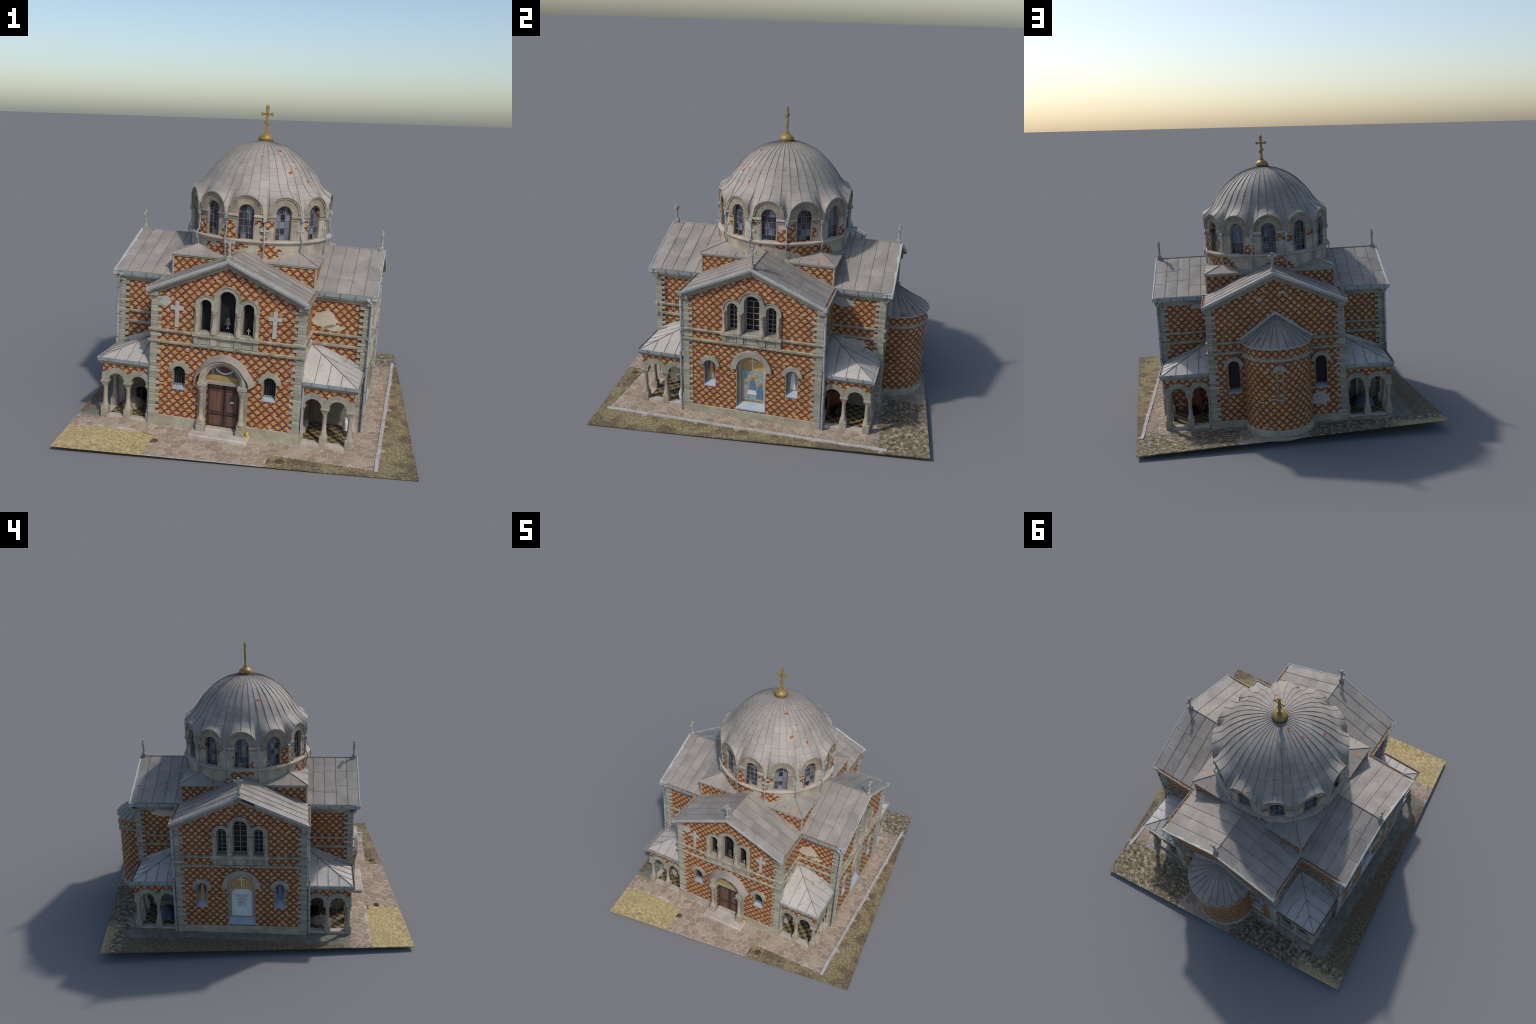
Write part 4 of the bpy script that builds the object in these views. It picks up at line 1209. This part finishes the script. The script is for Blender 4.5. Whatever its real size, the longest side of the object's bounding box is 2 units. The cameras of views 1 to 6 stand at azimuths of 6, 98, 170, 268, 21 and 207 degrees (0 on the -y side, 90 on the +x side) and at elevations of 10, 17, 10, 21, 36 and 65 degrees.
# ------------------------------------------------------------------ square base under the drum
BX = 0.415
base = obj('drum_base', Buf().box(-BX, BX, -BX, BX, 0.70, 0.926).mesh('drum_base', BRICK), ROOT)
for k in range(4):
    # side faces need the brick running along their own direction
    obj('drum_base_face', Buf().box(-BX + 0.001, BX - 0.001, -BX - 0.0015, -BX + 0.01, 0.76, 0.924).mesh('drum_base_face', BRICK), base, rotz(k))
    obj('base_cornice', Buf().box(-BX - 0.004, BX + 0.004, -BX - 0.006, -BX + 0.01, 0.917, 0.929).mesh('base_cornice', STONE), base, rotz(k))
    obj('corner_strip', Buf().lathe([(0.007, 0.78), (0.007, 0.918)], BX - 0.001, -BX + 0.001, 10).mesh('corner_strip', COLUMN_M, smooth=60), base, rotz(k))
    # low roof of the base: quarter with two slopes at the corner
    n = 12
    vs, fs = [], []
    E0 = BX + 0.010
    for i in range(n + 1):
        ph = -PI * 0.75 + (PI / 2) * i / n
        dx, dy = cos(ph), sin(ph)
        edge = E0 / max(abs(dx), abs(dy))
        for j in range(5):
            f = j / 4
            r = edge + (0.395 - edge) * f
            vs.append((r * dx, r * dy, 0.936 + 0.250 * (edge - r) + dent((r * dx, r * dy, 2), 0.003, 12.0, k)))
        vs.append((edge * dx, edge * dy, 0.926))
    for i in range(n):
        for j in range(4):
            p = i * 6 + j
            fs.append((p, p + 1, p + 7, p + 6))
        fs.append((i * 6 + 5, i * 6, i * 6 + 6, i * 6 + 11))
    obj('base_roof_sheet', Buf().add(vs, fs).mesh('base_roof_sheet', BASE_ROOF_M, smooth=40), base, rotz(k))
    b = Buf().tube([(E0, -E0, 0.9375), (0.30, -0.30, 0.9375 + 0.250 * 0.177)], 0.002, 5)
    for f in (0.20, 0.32):
        b.tube([(f, -E0, 0.9375), (f, -0.36, 0.9375 + 0.016)], 0.0016, 5)
        b.tube([(E0, -f, 0.9375), (0.36, -f, 0.9375 + 0.016)], 0.0016, 5)
    obj('roof_seam', b.mesh('roof_seam', SEAM_M), base, rotz(k))

# ------------------------------------------------------------------ drum
AP, RING_AP = 0.408, 0.4145
OFF = Matrix.Translation((-0.001, 0.006, 0.0))
drum = obj('drum_wall', Buf().lathe([(0.404, 0.90), (0.418, 0.90), (0.418, 1.030), (0.38, 1.030)], 0, 0, 96).mesh('drum_wall', BRICK_DRUM, smooth=50), ROOT, OFF)
obj('drum_ledge', Buf().lathe([(0.36, 1.026), (0.420, 1.024), (0.430, 1.032), (0.435, 1.038), (0.435, 1.043), (0.36, 1.052)], 0, 0, 96).mesh('drum_ledge', STEP_M, smooth=35), drum)
obj('drum_core', Buf().lathe([(0.335, 1.0), (0.335, 1.30)], 0, 0, 48).mesh('drum_core', DARK), drum)
HW = AP * tan(PI / 12) + 0.0005
SPR, RO, RI = 1.199, 0.097, 0.0465


def bake(bf, ang):
    c, s = cos(ang), sin(ang)
    bf.v = [(x * c - y * s, x * s + y * c, z) for x, y, z in bf.v]
    return bf


for q in range(12):
    A = Matrix.Rotation(q * PI / 6, 4, 'Z')
    ang = q * PI / 6
    # bake rotation into the vertices, because the brick runs round the drum
    outl = [(-HW, 1.043), (HW, 1.043), (HW, 1.186)] + [(0.0965 * cos(PI * s / 24), SPR + 0.0965 * sin(PI * s / 24)) for s in range(25)] + [(-HW, 1.186)]
    b = bake(Buf().prism([outl, arch_loop(0, 0.045, 1.050, SPR)], AP - 0.04, AP), ang)
    w = obj('drum_panel', b.mesh('drum_panel', BRICK_DRUM), drum)

    def sub(name, b, mat, **kw):
        return obj(name, b.mesh(name, mat, **kw), w)
    sub('drum_arch', bake(Buf().prism([band_loop(0, SPR, RI, RO, 24, leg=0.010)], AP - 0.035, RING_AP), ang), STONE_D, bevel=0.002)
    sub('arch_lip', bake(Buf().prism([band_loop(0, SPR, RO - 0.012, RO + 0.0005, 24)], RING_AP - 0.004, RING_AP + 0.004), ang), STONE_D)
    for s in (-1, 1):
        u0, u1 = sorted((s * 0.0455, s * 0.099))
        sub('impost_block', bake(Buf().fbox(u0, u1, 1.176, 1.190, AP - 0.03, RING_AP + 0.004), ang), STEP_M if q % 3 == 0 else STONE_D, bevel=0.0015)
        u0, u1 = sorted((s * 0.0455, s * 0.092))
        sub('pier_cap', bake(Buf().fbox(u0, u1, 1.160, 1.176, AP - 0.03, AP + 0.004), ang), STONE_D)
        u0, u1 = sorted((s * 0.0445, s * 0.0525))
        sub('window_jamb', bake(Buf().fbox(u0, u1, 1.045, 1.176, AP - 0.035, AP + 0.0015), ang), STONE_D)
    sub('window_pane', bake(Buf().prism([arch_loop(0, 0.046, 1.045, SPR)], AP - 0.022, AP - 0.016), ang), GLASS_D)
    b = Buf()
    for u in (-0.0155, 0.0155):
        b.fbox(u - 0.0009, u + 0.0009, 1.046, SPR, AP - 0.0165, AP - 0.013)
    for z in (1.083, 1.121, 1.160, SPR):
        b.fbox(-0.0455, 0.0455, z - 0.0009, z + 0.0009, AP - 0.0166, AP - 0.0131)
    for a in (55, 90, 125):
        t = math.radians(a)
        b.prism([[(0.008 * cos(t) - 0.0008 * sin(t), SPR + 0.001), (0.008 * cos(t) + 0.0008 * sin(t), SPR + 0.0012), (0.045 * cos(t) + 0.0008 * sin(t), SPR + 0.045 * sin(t)), (0.045 * cos(t) - 0.0008 * sin(t), SPR + 0.0451 * sin(t))]], AP - 0.0165, AP - 0.0135)
    sub('glazing_bar', bake(b, ang), simple('lead_bar', (0.22, 0.22, 0.22), 0.6) if q == 0 else bpy.data.materials['lead_bar'])
    # downpipe on the corner between two bays
    r0 = 0.424
    b = Buf().tube([(0, -r0, 1.185), (0, -r0, 1.150), (0, -r0, 1.075), (0, -(r0 + 0.012), 1.058), (0, -0.441, 1.045), (0, -0.441, 1.022), (0, -(r0 + 0.006), 1.008), (0, -(r0 + 0.003), 0.955)], 0.0045, 8)
    pipe = sub('drum_downpipe', bake(b, ang + PI / 12), GUTTER_M, smooth=60)
    b = Buf().loft([[(dx * a, -(r0 + 0.002) + dy * a, z) for dx, dy in ((-1, -1), (1, -1), (1, 1), (-1, 1))] for a, z in ((0.006, 1.150), (0.0105, 1.158), (0.0105, 1.174), (0.009, 1.178))])
    sub('rainwater_hopper', bake(b, ang + PI / 12), GUTTER_M, bevel=0.001)
    if q in (0, 1, 2, 6, 8, 9, 10):
        b = Buf().fbox(-0.024, 0.024, 1.098, 1.110, 0.400, 0.4235).fbox(-0.006, 0.006, 1.085, 1.123, 0.40, 0.423)
        sub('pier_cross', bake(b, ang + PI / 12), CROSS_G)

# ------------------------------------------------------------------ dome
CROWN = [(0.022, 1.588), (0.065, 1.580), (0.103, 1.570), (0.140, 1.556), (0.174, 1.538), (0.207, 1.517), (0.238, 1.492), (0.265, 1.465), (0.292, 1.436), (0.313, 1.408)]
P0 = Vector((0.3300, 1.384))


def edge_of(th):
    """where the dome's skirt ends: over the arch heads it rises, in the valleys it runs down"""
    d = abs((th + PI / 12) % (PI / 6) - PI / 12)
    s = 0.421 * tan(d)
    ro = RO + 0.004
    if s < ro:
        z = max(1.183, SPR + sqrt(ro * ro - s * s))
        r = 0.424 / cos(d)
        sink = max(0.0, (s - 0.080)) / (0.1128 - 0.080)
        r = r - 0.010 * sink ** 1.5
    else:
        z = 1.183
        sink = (s - 0.080) / (0.1128 - 0.080)
        r = 0.424 / cos(d) - 0.010 * sink ** 1.5
    return Vector((r, z))


def dome_profile(th):
    E = edge_of(th)
    k = (E.y - 1.183) / 0.117
    k = max(0.0, min(1.0, k))
    k = k * k * (3 - 2 * k)
    C = Vector((0.400, 1.272)).lerp(Vector((0.366, 1.322)), k)
    pts = [Vector(p) for p in CROWN]
    for s in range(0, 13):
        t = s / 12
        pts.append(P0 * (1 - t) ** 2 + C * 2 * t * (1 - t) + E * t * t)
    return pts


dome = obj('dome', Buf().lathe([(0.015, 1.575), (0.10, 1.545), (0.20, 1.49), (0.28, 1.41), (0.33, 1.33), (0.34, 1.28), (0.335, 1.20)], 0, 0, 48).mesh('dome', DARK, smooth=60), ROOT, OFF)
NG = 40
for g in range(NG):
    th0 = 2 * PI * g / NG - PI
    vs, fs, nn = [], [], 6
    for i in range(nn + 1):
        th = th0 + 2 * PI / NG * i / nn
        prof = dome_profile(th)
        m = len(prof)
        for j, p in enumerate(prof):
            bulge = -0.0010 * sin(PI * i / nn) * min(1.0, p.x / 0.15)
            r = p.x + bulge + dent((p.x * cos(th), p.x * sin(th), p.y), 0.0035, 11.0) * min(1, p.x / 0.1) * (1 if j < m - 3 else 0.3)
            vs.append((r * cos(th), r * sin(th), p.y))
        # folded lower edge
        p = prof[-1]
        vs.append(((p.x - 0.001) * cos(th), (p.x - 0.001) * sin(th), p.y - 0.006))
        vs.append(((p.x - 0.030) * cos(th), (p.x - 0.030) * sin(th), p.y - 0.006))
    m2 = m + 2
    for i in range(nn):
        for j in range(m2 - 1):
            a = i * m2 + j
            fs.append((a, a + 1, a + m2 + 1, a + m2))
    obj('dome_gore', Buf().add(vs, fs).mesh('dome_gore', DOME_M, smooth=55), dome)
    prof = dome_profile(th0)
    secs = []
    for j, p in enumerate(prof):
        t = (prof[min(j + 1, len(prof) - 1)] - prof[max(j - 1, 0)]).normalized()
        nr = Vector((-t.y, t.x))
        if nr.x < 0 and nr.y < 0:
            nr = -nr
        if nr.y < 0 and abs(nr.y) > abs(nr.x):
            nr = -nr
        hgt = 0.0026
        wd = 0.0009
        q0, q1 = p - nr * 0.002, p + nr * hgt
        ct, st = cos(th0), sin(th0)
        wob = dent((p.x * ct * 2, p.y, p.x * st * 2), 0.003, 8.0)
        secs.append([(q.x * ct - (sd * wd + wob) * st, q.x * st + (sd * wd + wob) * ct, q.y) for q, sd in ((q0, -1), (q0, 1), (q1, 0.8), (q1, -0.8))])
    obj('dome_seam', Buf().loft(secs).mesh('dome_seam', SEAM_M), dome)

# ------------------------------------------------------------------ gilded ball and cross
obj('finial_collar', Buf().lathe([(0.01, 1.580), (0.050, 1.578), (0.046, 1.589), (0.040, 1.594)], 0, 0, 32).mesh('finial_collar', COLLAR, smooth=40), dome)
fin = obj('finial_ball', Buf().lathe([(0.036, 1.588), (0.044, 1.593), (0.0455, 1.600), (0.042, 1.610), (0.033, 1.620), (0.020, 1.628), (0.010, 1.631)], 0, 0, 36).mesh('finial_ball', GOLD, smooth=50), dome)
b = Buf()
b.box(-0.013, 0.013, -0.011, 0.011, 1.627, 1.643)
b.box(-0.008, 0.008, -0.006, 0.006, 1.640, 1.792)
ca = lambda u: [(u, -0.0065, 1.735), (u, 0.0065, 1.735), (u, 0.0065, 1.754), (u, -0.0065, 1.754)]
arm_secs = [[(u, y, 1.7445 + h * e) for y, e in ((-0.006, -1), (0.006, -1), (0.006, 1), (-0.006, 1))] for u, h in ((-0.036, 0.0105), (-0.030, 0.010), (-0.016, 0.0055), (0.016, 0.0055), (0.030, 0.010), (0.036, 0.0105))]
b.loft(arm_secs)
b.loft([[(u, y * 1.05, 1.693 - 0.55 * u + h * e) for y, e in ((-0.006, -1), (0.006, -1), (0.006, 1), (-0.006, 1))] for u, h in ((-0.0165, 0.010), (0.0, 0.008), (0.0165, 0.010))])
b.loft([[(dx * a, dy * 0.0062, z) for dx, dy in ((-1, -1), (1, -1), (1, 1), (-1, 1))] for a, z in ((0.0075, 1.755), (0.0105, 1.786), (0.0095, 1.794))])
obj('dome_cross', b.mesh('dome_cross', GOLD, bevel=0.0015), fin)
obj('lightning_rod', Buf().lathe([(0.0014, 1.79), (0.001, 1.806)], 0, 0, 6).mesh('lightning_rod', GRILLE), fin)

# ------------------------------------------------------------------ ground: a thin patch cut square to the world axes
EX, EY = 0.945, 1.0
CORR = {(-1, -1): -0.025, (1, -1): -0.003, (1, 1): 0.010, (-1, 1): 0.008}


def ground_z(x, y, rough=True):
    z = M.translation.z + (GROUND - zl.x * (x - M.translation.x) - zl.y * (y - M.translation.y)) / zl.z
    fx, fy = (x / EX + 1) / 2, (y / EY + 1) / 2
    c = (CORR[(-1, -1)] * (1 - fx) + CORR[(1, -1)] * fx) * (1 - fy) + (CORR[(-1, 1)] * (1 - fx) + CORR[(1, 1)] * fx) * fy
    t = max(0.0, min(1.0, (max(abs(x) / EX, abs(y) / EY) - 0.60) / 0.40))
    z += c * t * t * (3 - 2 * t)
    return z


def region(x, y):
    """local plan position -> kind of surface"""
    if y < -0.835 and x < -0.325:
        return 'lawn'
    if y < -0.872 and not (-0.325 < x < 0.30):
        return 'rough'
    if x > 0.862:
        return 'rough'
    if x < -0.69 and y > -0.70:
        return 'worn'
    if y > 0.75 and abs(x - 0.06) > 0.21:
        return 'litter'
    return 'paved'


NX, NY = 170, 180
vs, fs = [], []
for j in range(NY + 1):
    for i in range(NX + 1):
        x, y = -EX + 2 * EX * i / NX, -EY + 2 * EY * j / NY
        z = ground_z(x, y)
        l = MI @ Vector((x, y, z))
        kind = region(l.x, l.y)
        h = 0.0
        if kind in ('lawn', 'rough', 'litter'):
            h = 0.004 * mnoise.noise(Vector((x * 14, y * 14, 0))) + 0.003 * mnoise.noise(Vector((x * 45, y * 45, 3)))
            h += -0.002 if kind == 'lawn' else 0.0
        elif kind == 'worn':
            h = 0.002 * mnoise.noise(Vector((x * 10, y * 10, 5)))
        edge = min(1.0, max(0.0, (0.985 - max(abs(x) / EX, abs(y) / EY)) / 0.015))
        vs.append(MI @ Vector((x, y, max(0.0062, z + h * (0.3 + 0.7 * edge)))))
for j in range(NY):
    for i in range(NX):
        p = j * (NX + 1) + i
        fs.append((p, p + 1, p + NX + 2, p + NX + 1))
nb = len(vs)
TH = 0.006
low = [MI @ ((M @ v) - Vector((0, 0, TH))) for v in vs]
rim = [i for i in range(NX)] + [j * (NX + 1) + NX for j in range(NY)] + [NY * (NX + 1) + i for i in range(NX, 0, -1)] + [j * (NX + 1) for j in range(NY, 0, -1)]
vs2 = vs + low
fs2 = fs + [tuple(q + nb for q in f[::-1]) for f in fs]
for a in range(len(rim)):
    c = rim[(a + 1) % len(rim)]
    fs2.append((rim[a], c, c + nb, rim[a] + nb))
ground = obj('ground_patch', Buf().add(vs2, fs2).mesh('ground_patch', GROUND_M, smooth=60), ROOT)


def gl(x, y, up=0.0):
    """local plan position lifted onto the ground, still local"""
    p = M @ Vector((x, y, GROUND))
    z = ground_z(p.x, p.y) + up
    return MI @ Vector((p.x, p.y, z))


# crazy paving: each stone is one cell of a jittered net, shrunk to leave a mortar joint
rnd = random.Random(11)
CELL = 0.047
sites = {}
NI = 54
for i in range(-NI // 2, NI // 2 + 1):
    for j in range(-NI // 2, NI // 2 + 1):
        sites[(i, j)] = Vector(((i + 0.5 * (j % 2) + rnd.uniform(-.42, .42)) * CELL, (j * 0.9 + rnd.uniform(-.40, .40)) * CELL))


def clip(poly, p, n):
    out = []
    for a in range(len(poly)):
        s, e = poly[a], poly[(a + 1) % len(poly)]
        ds, de = (s - p).dot(n), (e - p).dot(n)
        if ds <= 0:
            out.append(s)
        if ds * de < 0:
            out.append(s.lerp(e, ds / (ds - de)))
    return out


stones = []
for (i, j), c in sites.items():
    if region(c.x, c.y) != 'paved' or (abs(c.x) < 0.70 and abs(c.y) < 0.70):
        continue
    if abs(c.x) < 0.43 and abs(c.y) < 0.72 and c.y > -0.72:
        continue
    if c.length > 1.35 or (c.x ** 2 + (c.y - 0.735) ** 2 < 0.205 ** 2):
        continue
    poly = [c + Vector((dx, dy)) * CELL * 1.2 for dx, dy in ((-1, -1), (1, -1), (1, 1), (-1, 1))]
    gap = rnd.uniform(0.0014, 0.0028)
    for di in (-2, -1, 0, 1, 2):
        for dj in (-2, -1, 0, 1, 2):
            o = sites.get((i + di, j + dj))
            if o is None or (di == 0 and dj == 0):
                continue
            n = (o - c).normalized()
            poly = clip(poly, (c + o) / 2 - n * gap, n)
            if len(poly) < 3:
                break
        if len(poly) < 3:
            break
    if len(poly) < 3:
        continue
    # trim to the world square
    for row, lim in ((0, EX), (1, EY)):
        for sg in (-1, 1):
            nn = Vector((M[row][0], M[row][1])) * sg
            off = lim - 0.003 - sg * (M[row][3] + M[row][2] * GROUND)
            poly = clip(poly, nn * (off / nn.length_squared), nn) if len(poly) > 2 else poly
    if len(poly) < 3:
        continue
    # round the corners
    rp = []
    for a in range(len(poly)):
        s, e = poly[a], poly[(a + 1) % len(poly)]
        rp += [s.lerp(e, 0.2), s.lerp(e, 0.8)]
    area = abs(sum(rp[a].x * rp[(a + 1) % len(rp)].y - rp[a].y * rp[(a + 1) % len(rp)].x for a in range(len(rp)))) / 2
    if area > 1e-5:
        stones.append((area, sum(rp, Vector((0, 0))) / len(rp), rp))
stones.sort(key=lambda s: -s[0])
rest = Buf()
for n_, (area, c, rp) in enumerate(stones):
    k = len(rp)
    up = 0.0012 + rnd.uniform(0, 0.001)
    top = [gl(q.x, q.y, up) for q in [c + (q - c) * 0.96 for q in rp]]
    mid = [gl(q.x, q.y, up - 0.0008) for q in rp]
    bot = [gl(q.x, q.y, -0.003) for q in rp]
    b = Buf() if n_ < 300 else rest
    b.add(top + mid + bot, [tuple(range(k))] + [(a, k + a, k + (a + 1) % k, (a + 1) % k) for a in range(k)] + [(k + a, 2 * k + a, 2 * k + (a + 1) % k, k + (a + 1) % k) for a in range(k)])
    if n_ < 300:
        obj('flagstone', b.mesh('flagstone', FLAG), ground)
if rest.v:
    obj('small_flagstone', rest.mesh('small_flagstone', FLAG), ground)['kind'] = 'stuff'

# concrete kerb along the right side path
secs = []
for q in range(41):
    y = -0.885 + 1.72 * q / 40
    x = 0.853 + dent((0.5, y, 0), 0.004, 6.0)
    h = 0.006 + dent((0.1, y, 1), 0.003, 9.0)
    a, c, d, e = gl(x - 0.011, y, -0.004), gl(x - 0.010, y, h), gl(x + 0.010, y, h), gl(x + 0.011, y, -0.004)
    secs.append([a, c, d, e])
obj('path_kerb', Buf().loft(secs).mesh('path_kerb', CURB_M, smooth=40), ground)
# a dark lump of roots by the lawn and one by the front edge
for cx, cy, r in ((-0.318, -0.905, 0.020), (0.37, -0.925, 0.022)):
    b = Buf()
    v0 = gl(cx, cy)
    prof = [(r * 1.3, -0.004), (r, 0.003), (r * 0.6, 0.008), (r * 0.1, 0.006)]
    b.lathe([(a, v0.z + z) for a, z in prof], cx, cy, 14)
    b.v = [(x + dent((x, y, z), 0.008, 60.0), y + dent((y, z, x), 0.008, 60.0), z) for x, y, z in b.v]
    obj('root_clump', b.mesh('root_clump', simple('dark_root', (0.09, 0.06, 0.04), 0.9, var=0.8, scale=80.0), smooth=60), ground)
# tufts of weed along the edges of the paving
rnd = random.Random(31)
b = Buf()
spots = [(-0.40 + 0.05 * rnd.random(), -0.845) for _ in range(30)] + [(rnd.uniform(0.35, 0.80), -0.885 + rnd.uniform(-0.012, 0.02)) for _ in range(110)] + [(rnd.uniform(0.83, 0.84), rnd.uniform(-0.7, 0.6)) for _ in range(60)] + [(rnd.uniform(0.72, 0.74), rnd.uniform(-0.3, 0.0)) for _ in range(40)]
for x, y in spots:
    p = gl(x, y)
    a = rnd.uniform(0, 2 * PI)
    h = rnd.uniform(0.004, 0.011)
    w = 0.0018
    b.add([(p.x - w * cos(a), p.y - w * sin(a), p.z), (p.x + w * cos(a), p.y + w * sin(a), p.z), (p.x + rnd.uniform(-.006, .006), p.y + rnd.uniform(-.006, .006), p.z + h)], [(0, 1, 2)])
obj('weed_tuft', b.mesh('weed_tuft', GREEN), ground)['kind'] = 'stuff'

# weeds at the left gable's point; dark strip added for the verge gap
rnd = random.Random(77)
b = Buf()
for q in range(60):
    u = rnd.uniform(-0.03, 0.03)
    p = Vector((u, -(VERGE[LEFT] - 0.004 + rnd.uniform(0, 0.012)), roof_z(u) - rnd.uniform(0.0, 0.022)))
    a = rnd.uniform(0, 2 * PI)
    b.add([p, p + Vector((0.006 * cos(a), -0.003, 0.006 * sin(a))), p + Vector((0.004 * cos(a + 1), -0.004, 0.004 * sin(a + 1)))], [(0, 1, 2)])
obj('gable_weed', b.mesh('gable_weed', GREEN), WALLS[LEFT])['kind'] = 'stuff'
b = Buf().loft([[(u, -(VERGE[LEFT] + 0.0008), roof_z(u) + z0) for z0 in (-0.0145, -0.003)] + [(u, -(VERGE[LEFT] - 0.02), roof_z(u) + z0) for z0 in (-0.003, -0.0145)] for u in (0.022, 0.06, 0.10)])
obj('verge_dark_strip', b.mesh('verge_dark_strip', DARK), WALLS[LEFT])
